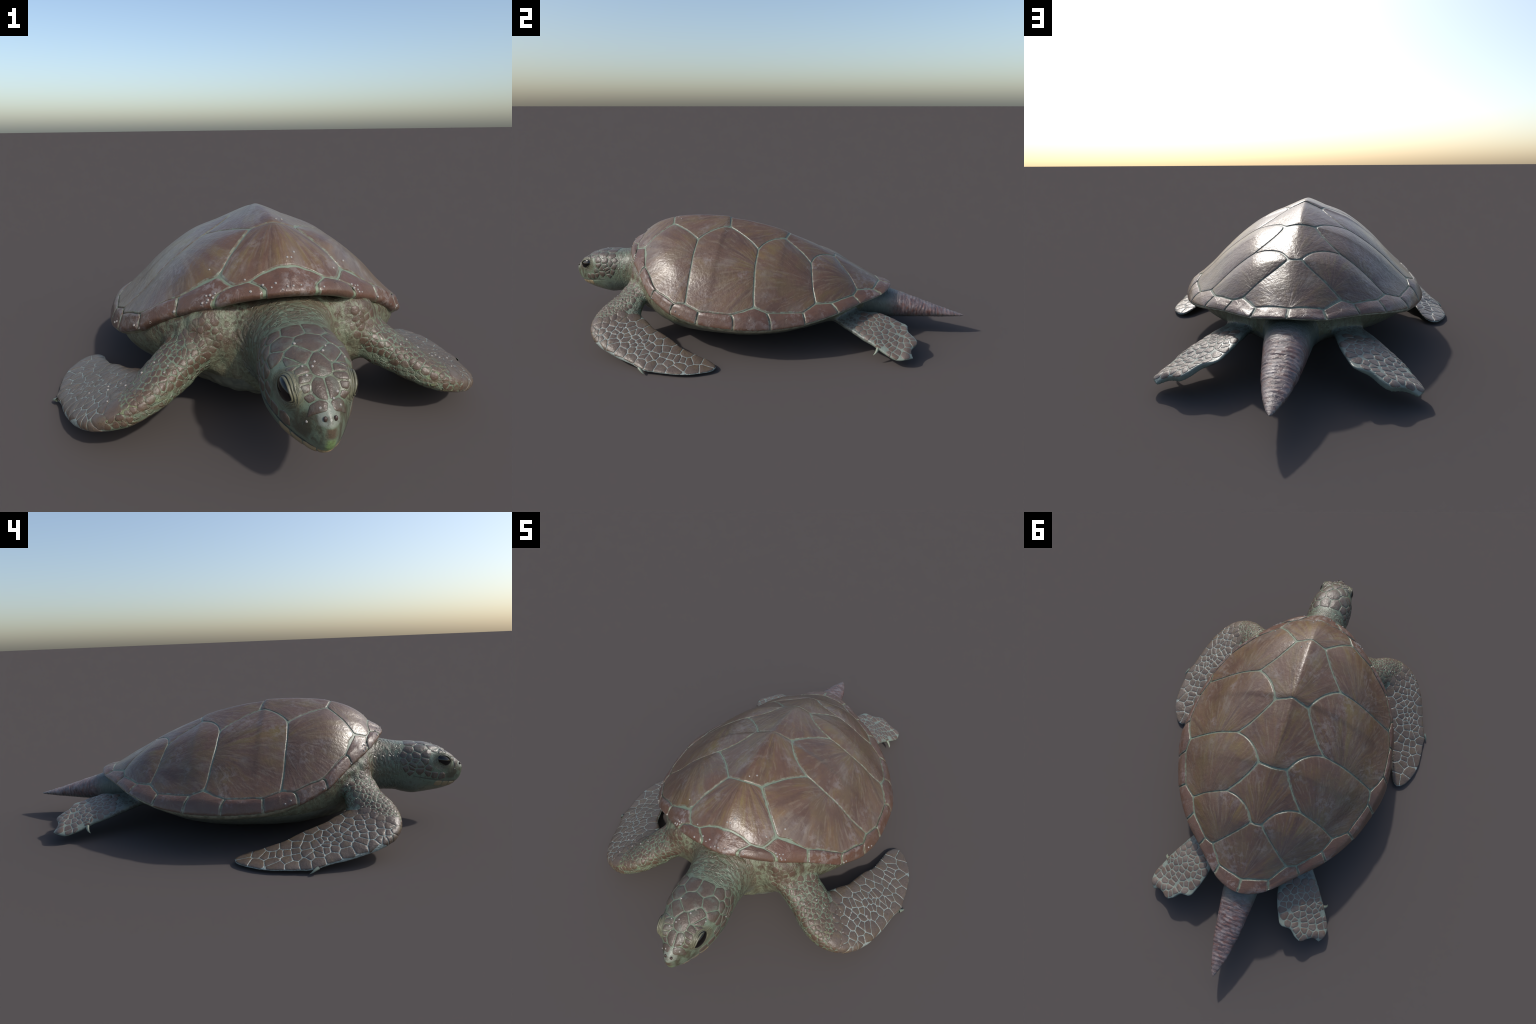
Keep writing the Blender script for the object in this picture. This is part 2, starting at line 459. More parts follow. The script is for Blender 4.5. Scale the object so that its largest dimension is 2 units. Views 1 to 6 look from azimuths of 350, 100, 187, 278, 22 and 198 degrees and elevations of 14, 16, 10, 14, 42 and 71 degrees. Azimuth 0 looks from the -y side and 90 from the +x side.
_loop = np.vstack([RIM, (RIM * [-1, 1, 1])[::-1][1:-1]])
RIMS = catmull(_loop, len(_loop) * 41, closed=True)[:(len(RIM) - 1) * 41 + 1]
_t = np.gradient(RIMS[:, :2], axis=0)
_t /= np.linalg.norm(_t, axis=1)[:, None]
_in = np.interp(RIMS[:, 1], [-.66, -.3, .3, .65], [.011, .011, .008, .005])
RIMS[:, :2] += np.stack([-_t[:, 1], _t[:, 0]], 1) * _in[:, None]
RIMS[0, 0] = RIMS[-1, 0] = 0
_o = np.argsort(RIMS[:, 1])
_ry, _rx, _rz = RIMS[_o, 1], RIMS[_o, 0], RIMS[_o, 2]
SECTION = pchip([0, .04, .12, .24, .376, .53, .67, .79, .90, .96, 1.0, 1.2],
                [1, .978, .930, .858, .772, .624, .458, .284, .146, .076, 0, -.3])
SECTION_REAR = pchip([0, .04, .12, .24, .376, .53, .67, .79, .90, .96, 1.0, 1.2],
                     [1, .992, .957, .897, .808, .636, .438, .262, .126, .056, 0, -.3])


def shell_z(x, y):
    """Height of the carapace over the plan point (x, y)."""
    x = np.abs(np.asarray(x, float))
    y = np.asarray(y, float)
    w = np.maximum(np.interp(y, _ry, _rx), 1e-3)
    zr = np.interp(y, _ry, _rz)
    xs = np.sqrt(x * x + .008 ** 2) - .008
    t = np.minimum(xs / w, 1.2)
    k = smoothstep(.05, .28, y)
    return zr + .0015 * smoothstep(.8, 1.0, t) - .006 * smoothstep(-.40, -.54, y) * (1 - smoothstep(.55, .95, t)) * smoothstep(.1, .3, t) + (SECTION(t) * (1 - k) + SECTION_REAR(t) * k) * (RIDGE(y) - .003 * (1 - k) - zr) - .0015


def shell_point(p, up=0.0):
    """3D point and normal of the carapace for plan points p (n, 2)."""
    p = np.asarray(p, float)
    e = .004
    z = shell_z(p[:, 0], p[:, 1])
    zx = (shell_z(p[:, 0] + e, p[:, 1]) - shell_z(p[:, 0] - e, p[:, 1])) / (2 * e)
    zy = (shell_z(p[:, 0], p[:, 1] + e) - shell_z(p[:, 0], p[:, 1] - e)) / (2 * e)
    zx, zy = np.clip(zx, -2.5, 2.5), np.clip(zy, -2.5, 2.5)
    n = np.stack([-zx, -zy, np.ones_like(z)], 1)
    n /= np.linalg.norm(n, axis=1)[:, None]
    return np.column_stack([p, z]), n


def lip_height(y):
    return np.interp(y, [-.66, -.5, -.3, -.1, .15, .3, .45, .65], [.034, .036, .045, .05, .045, .028, .016, .012])


def lip_point(u, phi):
    """Rolled lip: u in [0, 1] along the rim (front to rear), phi 0 (rim) .. pi (underside)."""
    u = np.asarray(u, float)
    q = u * (len(RIMS) - 1)
    R = np.stack([np.interp(q, np.arange(len(RIMS)), RIMS[:, k]) for k in range(3)], 1)
    d = np.stack([np.interp(np.clip(q + s, 0, len(RIMS) - 1), np.arange(len(RIMS)), RIMS[:, k])
                  for s in (-6, 6) for k in range(3)], 1)
    t = d[:, 3:5] - d[:, :2]
    t /= np.linalg.norm(t, axis=1)[:, None] + 1e-9
    out = np.stack([-t[:, 1], t[:, 0], 0 * t[:, 0]], 1)
    out *= np.sign(np.sum(out[:, :2] * (R[:, :2] + [1e-6, 0]), 1))[:, None]
    h = lip_height(R[:, 1])
    b = np.minimum(.010, h * .4)
    ph = np.asarray(phi, float)
    P = R + out * (b * np.sin(ph) - .012 * np.clip(ph - 1.57, 0, 9) * h / .04)[:, None]
    P[:, 2] -= h * (1 - np.cos(ph)) / 2
    n = out * np.sin(ph)[:, None]
    n[:, 2] = np.cos(ph)
    n /= np.linalg.norm(n, axis=1)[:, None] + 1e-9
    return P, n


def build_carapace_base():
    """Pale under-shell seen in the seams, with the rolled lip and an inner face."""
    NU, NV = 240, 60
    us = np.linspace(0, 1, NU)
    q = us * (len(RIMS) - 1)
    R = np.stack([np.interp(q, np.arange(len(RIMS)), RIMS[:, k]) for k in range(2)], 1)
    rows = []
    for v in np.linspace(0, 1, NV):
        p = np.column_stack([R[:, 0] * v, R[:, 1] * (.8 + .2 * v)])
        P, n = shell_point(p)
        rows.append(P - n * (.0016 + .004 * math.exp(-((v - 1) / .06) ** 2)))
    top_rows = len(rows)
    for ph in np.linspace(0, math.pi, 11)[1:]:
        P, n = lip_point(us, np.full(NU, ph))
        rows.append(P - n * (.0016 + .004 * math.exp(-(ph / .9) ** 2)))
    last = rows[-1]
    for s in (.97, .93, .85):
        P = last.copy()
        P[:, :2] *= s
        P[:, 2] += (1 - s) * .12
        rows.append(P)
    half = np.array(rows)
    nr = len(rows)
    V, F, LIP = [], [], []
    for side in (1, -1):
        o = len(V) * 0 + (0 if side == 1 else nr * NU)
        H = half.copy().reshape(-1, 3)
        H[:, 0] *= side
        V.append(H)
        for i in range(nr - 1):
            for j in range(NU - 1):
                a, b, c, d = o + i * NU + j, o + i * NU + j + 1, o + (i + 1) * NU + j + 1, o + (i + 1) * NU + j
                F.append((a, d, c, b) if side == 1 else (a, b, c, d))
                LIP.append(i >= top_rows - 1)
    V = np.vstack(V)
    # weld the mirror plane
    key = {}
    remap = np.arange(len(V))
    for i in np.where(np.abs(V[:, 0]) < 1e-6)[0]:
        k = tuple(np.round(V[i], 6))
        remap[i] = key.setdefault(k, i)
    F = [tuple(int(remap[i]) for i in f) for f in F]
    keep = [i for i, f in enumerate(F) if len(set(f)) == 4]
    tri = [(tuple(dict.fromkeys(f)), LIP[i]) for i, f in enumerate(F) if len(set(f)) == 3]
    faces = [F[i] for i in keep] + [t for t, _ in tri]
    lips = [LIP[i] for i in keep] + [l for _, l in tri]
    ob = new_object("carapace", V, faces, MAT["seam"], root)
    ob.data.materials.append(MAT["lip"])
    ob.data.polygons.foreach_set("material_index", [int(l) for l in lips])
    ob.data.validate()
    return ob


carapace = build_carapace_base()


# ---- plates: a dense outline is inset, rounded, ringed inward and domed
def resample(loop, step):
    L = np.vstack([loop, loop[:1]])
    s = np.concatenate([[0], np.cumsum(np.linalg.norm(np.diff(L, axis=0), axis=1))])
    n = max(16, int(s[-1] / step))
    t = np.linspace(0, s[-1], n, endpoint=False)
    return np.stack([np.interp(t, s, L[:, k]) for k in range(L.shape[1])], 1)


def round_loop(loop, sigma, step):
    k = max(1, int(3 * sigma / step))
    w = np.exp(-.5 * (np.arange(-k, k + 1) * step / sigma) ** 2)
    w /= w.sum()
    n = len(loop)
    out = np.zeros_like(loop)
    for i, wi in zip(range(-k, k + 1), w):
        out += wi * np.roll(loop, i, axis=0)
    return out


def area2(L):
    x, y = L[:, 0], L[:, 1]
    return np.sum(x * np.roll(y, -1) - np.roll(x, -1) * y)


def inset(loop, d):
    if area2(loop) < 0:
        loop = loop[::-1]
    t = np.roll(loop, -1, 0) - np.roll(loop, 1, 0)
    t /= np.linalg.norm(t, axis=1)[:, None] + 1e-9
    return loop + np.stack([-t[:, 1], t[:, 0]], 1) * d


def plate_mesh(loop, surface, rise, dome, spacing, edge, centre=None, sink=.0026):
    """Rings from the outline to the centre; offset profile: sunk rim, quick rise, low dome."""
    c = loop.mean(0) if centre is None else np.asarray(centre, float)
    R = np.mean(np.linalg.norm(loop - c, axis=1))
    n = len(loop)
    s = [1.0, 1 - .35 * edge / R, 1 - .8 * edge / R, 1 - 1.5 * edge / R, 1 - 2.6 * edge / R]
    s = [v for v in s if v > .25]
    m = max(2, int(s[-1] * R / spacing))
    s += list(s[-1] * (1 - np.arange(1, m) / m))
    prof = {0: -sink, 1: rise * .35, 2: rise * .75, 3: rise * .95}
    P2 = np.vstack([c + (loop - c) * v for v in s] + [c[None]])
    off = np.concatenate([np.full(n, (prof.get(i, rise) + dome * (1 - v ** 2) ** .8)) for i, v in enumerate(s)] + [[rise + dome]])
    P, N = surface(P2)
    V = P + N * off[:, None]
    F = []
    for i in range(len(s) - 1):
        for j in range(n):
            a, b = i * n + j, i * n + (j + 1) % n
            F.append((a, b, b + n, a + n))
    k = (len(s) - 1) * n
    for j in range(n):
        F.append((k + j, k + (j + 1) % n, len(P2) - 1))
    return V, F


def arc(p, q, bow=0.0, n=30, wig=0.0, seed=0):
    """Seam between two nodes: bowed to its left, with a slight unevenness."""
    p, q = np.asarray(p, float), np.asarray(q, float)
    t = np.linspace(0, 1, n)[:, None]
    d = q - p
    nrm = np.array([-d[1], d[0]])
    r = np.random.default_rng(seed)
    w = sum(r.normal() * np.sin(math.pi * (k + 1) * t) / (k + 1) for k in range(1, 5)) * wig
    return p + d * t + nrm * (bow * 4 * t * (1 - t)) + nrm / np.linalg.norm(d) * w


# seam nodes in plan (+x side)
N_ = {
    "v12": (.065, -.421), "v12m": (0, -.438), "t2": (.182, -.261), "v23": (.073, -.130), "v23m": (0, -.143),
    "t3": (.190, .028), "v34": (.061, .138), "v34m": (0, .150), "t4": (.163, .271), "v45": (.023, .369), "v45m": (0, .374),
    "v5": (.166, .484), "n1": (.110, .560), "n0": (0, .590), "v1b": (.170, -.534), "n12": (.100, -.600), "n12m": (0, -.600),
    "n11": (.141, -.587), "n10": (.275, -.495), "n9": (.384, -.404), "n8": (.442, -.297), "c12": (.441, -.249),
    "n7": (.467, -.183), "n6": (.470, -.038), "c23": (.428, .053), "n5": (.434, .110), "n4": (.381, .259),
    "c34": (.323, .308), "n3": (.294, .375), "n2": (.206, .469),
}
SEAMS = {  # bow of each seam, to the left of travel
    ("v12", "t2"): .03, ("t2", "v23"): .10, ("v23", "t3"): .05, ("t3", "v34"): .12, ("v34", "t4"): .05, ("t4", "v45"): .14,
    ("v45", "v5"): .03, ("v1b", "v12"): .02, ("t2", "c12"): -.02, ("t3", "c23"): -.03, ("t4", "c34"): -.03,
    ("n12m", "n12"): .06, ("c23", "n6"): .03,
}


def seam(a, b):
    seed = sum(map(ord, a + b)) if a < b else sum(map(ord, b + a))
    if (b, a) in SEAMS:
        return arc(N_[b], N_[a], SEAMS[(b, a)], wig=.0012, seed=seed)[::-1]
    if a < b:
        return arc(N_[a], N_[b], SEAMS.get((a, b), 0), wig=.0012, seed=seed)
    if (a, b) in SEAMS:
        return arc(N_[a], N_[b], SEAMS[(a, b)], wig=.0012, seed=seed)
    return arc(N_[b], N_[a], 0, wig=.0012, seed=seed)[::-1]


def chain(keys, close=True):
    ks = list(keys) + ([keys[0]] if close else [])
    return np.vstack([seam(a, b)[:-1] for a, b in zip(ks[:-1], ks[1:])] + ([] if close else [np.array([N_[ks[-1]]])]))


def mirrored_loop(keys):
    """Right half chain from mid point to mid point, closed by its mirror image."""
    h = chain(keys, close=False)
    return np.vstack([h, (h * [-1, 1])[::-1][1:-1]])


SEAM_HALF = .0014
VERTEBRAL = [["n12m", "n12", "n11", "v1b", "v12", "v12m"], ["v12m", "v12", "t2", "v23", "v23m"],
             ["v23m", "v23", "t3", "v34", "v34m"], ["v34m", "v34", "t4", "v45", "v45m"], ["v45m", "v45", "v5", "n1", "n0"]]
COSTAL = [(["v1b", "n10", "n9", "n8", "c12", "t2", "v12"], (.270, -.232)), (["t2", "c12", "n7", "n6", "c23", "t3", "v23"], (.290, .080)),
          (["t3", "c23", "n5", "n4", "c34", "t4", "v34"], (.250, .330)), (["t4", "c34", "n3", "n2", "v5", "v45"], (.130, .475))]


def scute(name, loop, focus, mat, flip=False, dome=.004):
    loop = resample(loop, .0045)
    loop = round_loop(loop, .0075, .0045)
    if area2(loop) < 0:
        loop = loop[::-1]
    # seams run uneven: thin here, thick there, with one broad pale wedge behind each shoulder
    w = wobble(np.column_stack([loop, np.zeros(len(loop))]), 28, 3)
    extra = .0052 * np.exp(-(np.hypot((loop[:, 0] - .212) / .030, (loop[:, 1] + .523) / .022)) ** 2) * (loop[:, 1].max() > -.3)
    loop = inset(loop, (SEAM_HALF * (1 + .45 * w) + extra)[:, None])
    if flip:
        loop = (loop * [-1, 1])[::-1]
    V, F = plate_mesh(loop, shell_point, .0003, dome, .009, .0065)
    fx = -focus[0] if flip else focus[0]
    o, _ = shell_point(np.array([[fx, focus[1]]]))
    return bordered(new_object(name, V, F, mat, carapace, tuple(o[0])), len(loop), MAT["scute_edge"])


def bordered(ob, n, mat, rings=2):
    """Give the outer rings of a plate the paler, worn edge material."""
    ob.data.materials.append(mat)
    idx = np.zeros(len(ob.data.polygons), int)
    idx[:n * rings] = 1
    ob.data.polygons.foreach_set("material_index", idx.tolist())
    return ob


for keys in VERTEBRAL:
    L = mirrored_loop(keys)
    scute("vertebral_scute", L, (0.0, L[:, 1].max() + .004), MAT["scute"], dome=.0022)
for (keys, focus), dome in zip(COSTAL, (.0075, .0055, .0070, .0085)):
    L = chain(keys)
    for flip in (False, True):
        scute("costal_scute", L, focus, MAT["scute"], flip, dome=dome)


def rolled(raw, a=.62, b=1.40):
    """Round the corner of a rim plate (v = 1) with a quadratic blend from v = a to v = b."""
    def surf(p):
        P, N = raw(p)
        v = p[:, 1] / .05
        k = np.where((v > a) & (v < b))[0]
        if len(k):
            at = lambda q: raw(np.column_stack([p[k, 0], np.full(len(k), q * .05)]))[0]
            A, B, C = at(a), at(1.0), at(b)
            w = ((v[k] - a) / (b - a))[:, None]
            P = P.copy()
            P[k] = (1 - w) ** 2 * A + 2 * w * (1 - w) * B + w ** 2 * C
        return P, N
    return surf


def marginal(inner, ra, rb, flip=False, name="marginal_scute", phi_end=1.75):
    """inner: plan chain along the costals, ra..rb: rim parameters."""
    I = resample_open(inner, 40)
    us = np.linspace(ra, rb, 40)
    W = [None]
    # parameter plane: (s along, v across); v < 1 top surface, 1..2 over the lip
    width = np.linalg.norm(I[-1] - I[0])

    def raw(p):
        s = np.clip(p[:, 0] / width, 0, 1)
        v = p[:, 1] / .05
        u = ra + (rb - ra) * s
        q = u * (len(RIMS) - 1)
        R = np.stack([np.interp(q, np.arange(len(RIMS)), RIMS[:, k]) for k in range(2)], 1)
        Ip = np.stack([np.interp(s * 39, np.arange(40), I[:, k]) for k in range(2)], 1)
        t = np.clip(v, 0, 1)[:, None]
        Pt, Nt = shell_point(Ip * (1 - t) + R * t)
        Pl, Nl = lip_point(u, np.clip(v - 1, 0, 1) * math.pi)
        w = smoothstep(.55, 1.4, v)[:, None]
        P = np.where((v <= 1)[:, None], Pt, Pl)
        N = Nt * (1 - w) + Nl * w
        N /= np.linalg.norm(N, axis=1)[:, None] + 1e-9
        if flip:
            P = P * [-1, 1, 1]
            N = N * [-1, 1, 1]
        return P, N
    surf = rolled(raw)
    vmax = .05 * (1 + phi_end / math.pi)
    loop = np.array([(0, 0), (width, 0), (width, vmax), (0, vmax)], float)
    loop = inset(round_loop(resample(loop, .003), .0035, .003), .0019)
    V, F = plate_mesh(loop, surf, .0006, .0034, .004, .0055)
    if flip:
        F = [f[::-1] for f in F]
    o = V.mean(0)
    return bordered(new_object(name, V, F, MAT["marginal"], carapace, tuple(o)), len(loop), MAT["scute_edge"])


def resample_open(L, n):
    s = np.concatenate([[0], np.cumsum(np.linalg.norm(np.diff(L, axis=0), axis=1))])
    t = np.linspace(0, s[-1], n)
    return np.stack([np.interp(t, s, L[:, k]) for k in range(2)], 1)


def rim_u(x, y):
    return int(np.argmin(np.sum((RIMS[:, :2] - [x, y]) ** 2, 1))) / (len(RIMS) - 1)


RU = [rim_u(*p) for p in [(.066, -.646), (.196, -.588), (.285, -.520), (.392, -.424), (.456, -.315), (.488, -.187), (.500, -.025),
                          (.469, .134), (.412, .273), (.321, .408), (.228, .499), (.125, .597)]] + [1.0]
MARG = [["n12", "n11"], ["n11", "v1b", "n10"], ["n10", "n9"], ["n9", "n8"], ["n8", "c12", "n7"], ["n7", "n6"], ["n6", "c23", "n5"],
        ["n5", "n4"], ["n4", "c34", "n3"], ["n3", "n2"], ["n2", "v5", "n1"], ["n1", "n0"]]
for i, keys in enumerate(MARG):
    for flip in (False, True):
        marginal(chain(keys, close=False), RU[i], RU[i + 1], flip, phi_end=2.6 if i < 3 else 2.2 if i < 4 else 1.7 if i < 8 else 1.35)


def nuchal():
    half = chain(["n12m", "n12"], close=False)
    I = resample_open(np.vstack([(half * [-1, 1])[::-1][:-1], half]), 60)
    ub = RU[0]
    width = np.linalg.norm(I[-1] - I[0])

    def raw(p):
        s = np.clip(p[:, 0] / width, 0, 1)
        v = p[:, 1] / .05
        su = (s * 2 - 1)
        q = np.abs(su) * ub * (len(RIMS) - 1)
        R = np.stack([np.interp(q, np.arange(len(RIMS)), RIMS[:, k]) for k in range(2)], 1)
        sg = np.where(su < 0, -1.0, 1.0)
        R[:, 0] *= sg
        Ip = np.stack([np.interp(s * 59, np.arange(60), I[:, k]) for k in range(2)], 1)
        t = np.clip(v, 0, 1)[:, None]
        Pt, Nt = shell_point(Ip * (1 - t) + R * t)
        Pl, Nl = lip_point(np.abs(su) * ub, np.clip(v - 1, 0, 1) * math.pi)
        Pl[:, 0] *= sg
        Nl[:, 0] *= sg
        w = smoothstep(.55, 1.4, v)[:, None]
        P = np.where((v <= 1)[:, None], Pt, Pl)
        N = Nt * (1 - w) + Nl * w
        return P, N / (np.linalg.norm(N, axis=1)[:, None] + 1e-9)
    surf = rolled(raw)
    vmax = .05 * (1 + 2.6 / math.pi)
    loop = np.array([(0, 0), (width, 0), (width, vmax), (0, vmax)], float)
    loop = inset(round_loop(resample(loop, .003), .0035, .003), .0019)
    V, F = plate_mesh(loop, surf, .0006, .0034, .004, .0055)
    return bordered(new_object("nuchal_scute", V, F, MAT["marginal"], carapace, tuple(V.mean(0))), len(loop), MAT["scute_edge"])


nuchal()

# ===================================================================== BODY
VOX = .0035
LO = np.array([-.6895, -1.05, -.035])
DIM = np.array([int(round(.6895 * 2 / VOX)) + 1, int(2.1 / VOX), int(.50 / VOX)])
BAND = 14


def superellipse(th, n):
    c, s = np.cos(th), np.sin(th)
    return np.sign(c) * np.abs(c) ** (2 / n), np.sign(s) * np.abs(s) ** (2 / n)


def close_rings(rings, strip=False):
    """Rings (m, n, 3) to a closed triangle mesh, capped by fans."""
    m, n, _ = rings.shape
    V = np.vstack([rings.reshape(-1, 3), rings[0].mean(0)[None], rings[-1].mean(0)[None]])
    T = []
    j = np.arange(n)
    for i in range(m - 1):
        a, b = i * n + j, i * n + (j + 1) % n
        T.append(np.stack([a, b, b + n], 1))
        T.append(np.stack([a, b + n, a + n], 1))
    k = (m - 1) * n
    T.append(np.stack([(j + 1) % n, j, np.full(n, m * n)], 1))
    if strip:  # join upper and lower side straight across, so a lobed end stays lobed
        h = np.arange(n // 2)
        T.append(np.stack([k + h, k + h + 1, k + (n - h - 1) % n], 1))
        T.append(np.stack([k + h, k + (n - h - 1) % n, k + (n - h) % n], 1))
        V = V[:-1]
    else:
        T.append(np.stack([k + j, k + (j + 1) % n, np.full(n, m * n + 1)], 1))
    return V, np.vstack(T)


def level_set(V, T):
    """Signed distance of a closed mesh on the common grid."""
    tr = vdb.createLinearTransform(VOX)
    g = vdb.FloatGrid.createLevelSetFromPolygons(np.ascontiguousarray((V - LO).astype(np.float32)),
                                                 triangles=np.ascontiguousarray(T.astype(np.uint32)), transform=tr, halfWidth=BAND)
    a = np.full(DIM, BAND * VOX, np.float32)
    g.copyToArray(a, ijk=(0, 0, 0))
    return a


def smin(a, b, k):
    h = np.maximum(k - np.abs(a - b), 0) / k
    return np.minimum(a, b) - h * h * k * .25


def station_loft(st, n_out=60, n_ring=72):
    """Stations along y: (y, half width, z top, z bottom, z of widest level, exponent, x shift)."""
    st = np.asarray(sorted(st), float)
    f = [pchip(st[:, 0], st[:, k]) for k in range(1, 7)]
    ys = np.linspace(st[0, 0], st[-1, 0], n_out)
    th = np.linspace(0, 2 * math.pi, n_ring, endpoint=False)
    rings = []
    for y in ys:
        w, zt, zb, zm, n, xs = [g(y) for g in f]
        c, s = superellipse(th, n)
        rings.append(np.stack([xs + w * c, np.full_like(c, y), zm + np.where(s > 0, zt - zm, zm - zb) * s], 1))
    return np.array(rings)[:, ::-1]


def limb_loft(L, T, up, down, n_out=70, n_ring=56, lead=.5, tipround=True, expo=2.3):
    """Flat limb: leading edge L, trailing edge T (control points), thickness above and below the chord.
    lead: chord position of the greatest thickness, 0 at the leading edge."""
    L, T = catmull(L, n_out), catmull(T, n_out)
    t0 = np.linspace(0, 1, len(up))
    tt = np.linspace(0, 1, n_out)
    U, D = pchip(t0, up)(tt), pchip(t0, down)(tt)
    th = np.linspace(0, 2 * math.pi, n_ring, endpoint=False)
    rings = []
    mid = (L + T) / 2
    tang = np.gradient(mid, axis=0)
    for i in range(n_out):
        ch = T[i] - L[i]
        nn = np.cross(tang[i], ch)
        nn /= np.linalg.norm(nn) + 1e-9
        if nn[2] < 0:
            nn = -nn
        c, s = superellipse(th, expo)
        cc = (c + 1) / 2
        warp = cc ** (math.log(lead) / math.log(.5)) if lead != .5 else cc
        rings.append(L[i] + ch * warp[:, None] + nn * np.where(s > 0, U[i] * s, D[i] * s)[:, None])
    return np.array(rings)


parts = {}
# head and neck share one loft
HEAD = [(-.46, .15, .33, .13, .24, 2.2, 0), (-.56, .135, .352, .125, .24, 2.2, 0), (-.62, .118, .358, .125, .24, 2.2, 0),
        (-.665, .106, .351, .127, .24, 2.2, -.002), (-.71, .101, .343, .126, .237, 2.2, -.004),
        (-.75, .102, .339, .117, .238, 2.3, -.006), (-.79, .103, .337, .112, .240, 2.4, -.007),
        (-.83, .099, .335, .117, .243, 2.4, -.008), (-.87, .090, .326, .124, .236, 2.35, -.009),
        (-.90, .077, .315, .129, .230, 2.3, -.010), (-.93, .060, .297, .136, .222, 2.2, -.011),
        (-.955, .045, .280, .146, .216, 2.15, -.012), (-.975, .032, .263, .160, .214, 2.1, -.013),
        (-.990, .021, .250, .174, .214, 2.0, -.013), (-.999, .012, .241, .190, .217, 2.0, -.013), (-1.004, .004, .230, .210, .221, 2.0, -.013)]
parts["head"] = [close_rings(station_loft(HEAD, 110))]
TORSO = [(-.610, .12, .34, .090, .22, 2.3, 0), (-.57, .228, .345, .062, .285, 2.2, 0), (-.50, .304, .33, .042, .265, 2.0, 0),
         (-.40, .386, .275, .022, .221, 1.9, 0), (-.30, .436, .235, .011, .183, 1.83, 0), (-.18, .456, .21, .008, .168, 1.81, 0),
         (-.03, .464, .20, .008, .163, 1.79, 0), (.12, .432, .20, .015, .163, 1.79, 0), (.25, .372, .20, .042, .170, 1.83, 0),
         (.36, .294, .21, .067, .180, 1.9, 0), (.44, .208, .22, .082, .18, 2.0, 0), (.50, .115, .22, .088, .18, 2.1, 0), (.53, .06, .21, .09, .17, 2.1, 0)]
parts["torso"] = [close_rings(station_loft(TORSO, 90))]
# shoulder muscle bulging out under the front rim, beside the neck
for s in (1, -1):
    th, ph = np.meshgrid(np.linspace(0, 2 * math.pi, 40, endpoint=False), np.linspace(.08, math.pi - .08, 22))
    V = np.stack([s * .190 + .076 * np.cos(th) * np.sin(ph), -.538 + .066 * np.sin(th) * np.sin(ph), .242 + .088 * np.cos(ph)], 2)
    parts["torso"].append(close_rings(V))
TAIL = [(.44, .090, .225, .080, .15, 2.2, 0), (.52, .085, .220, .066, .145, 2.2, 0), (.60, .078, .212, .067, .142, 2.2, 0),
        (.65, .073, .203, .069, .140, 2.2, 0), (.71, .066, .184, .073, .135, 2.2, 0), (.77, .059, .164, .076, .128, 2.15, 0),
        (.83, .050, .145, .080, .118, 2.1, .001), (.88, .041, .129, .083, .109, 2.1, .002), (.93, .029, .114, .086, .101, 2.0, .003),
        (.97, .016, .103, .089, .096, 2.0, .004), (.990, .008, .098, .090, .094, 2.0, .004), (.998, .003, .096, .092, .094, 2.0, .004)]
parts["tail"] = [close_rings(station_loft(TAIL, 90))]
FL = [(.165, -.560, .240), (.215, -.602, .205), (.272, -.632, .168), (.338, -.680, .140), (.402, -.700, .114), (.458, -.692, .094), (.510, -.658, .074),
      (.550, -.608, .058), (.577, -.552, .046), (.598, -.495, .034), (.618, -.430, .024), (.640, -.375, .014), (.643, -.330, .012),
      (.645, -.280, .011), (.644, -.220, .010), (.632, -.165, .010), (.606, -.112, .010), (.585, -.090, .010)]
FT = [(.200, -.420, .250), (.250, -.455, .235), (.305, -.482, .205), (.335, -.492, .170), (.352, -.495, .145), (.362, -.490, .131), (.376, -.470, .122),
      (.398, -.440, .113), (.424, -.410, .104), (.440, -.370, .092), (.455, -.330, .080), (.470, -.297, .069), (.490, -.268, .060),
      (.503, -.225, .048), (.515, -.178, .036), (.526, -.130, .025), (.545, -.095, .016), (.563, -.083, .012)]
FU = [.045, .045, .044, .043, .040, .036, .032, .027, .022, .019, .016, .013, .007, .007, .006, .006, .005, .004]
FD = [.055, .052, .046, .040, .036, .030, .022, .016, .012, .010, .008, .007, .007, .006, .006, .005, .005, .004]
HLd = [(.215, .370, .130), (.265, .425, .112), (.300, .470, .098), (.335, .522, .080), (.360, .562, .070), (.383, .600, .053),
       (.403, .636, .040), (.414, .667, .034), (.411, .700, .040), (.391, .726, .037)]
HTr = [(.130, .455, .147), (.143, .500, .139), (.152, .545, .135), (.157, .585, .138), (.166, .620, .131), (.177, .652, .124),
       (.187, .675, .117), (.196, .695, .112), (.204, .709, .110), (.216, .717, .107)]
HU = [.016, .016, .017, .017, .016, .014, .013, .012, .011, .009]
HD = [.024, .023, .022, .020, .018, .016, .015, .014, .012, .010]


def distal_scallop(rings, start, table):
    """Push the far rings of a foot out into lobes, by chord position."""
    f = pchip(table[0], table[1])
    m = len(rings)
    for i in range(int(start * m), m):
        w = ((i - start * m) / (m * (1 - start))) ** 1.5
        lead, trail = rings[i][rings.shape[1] // 2], rings[i][0]
        ch = trail - lead
        c = np.clip((rings[i] - lead) @ ch / (ch @ ch), 0, 1)
        d = np.array([.12, .97, -.16])
        rings[i] = rings[i] + d * (f(c) * w)[:, None]
    return rings


def mirror_pair(rings):
    out = []
    for side in (1, -1):
        r = rings.copy()
        r[..., 0] *= side
        V, T = close_rings(r, True)
        a = V[T]
        vol = np.sum(a[:, 0] * np.cross(a[:, 1], a[:, 2]))
        out.append((V, T[:, ::-1] if vol < 0 else T))
    return out


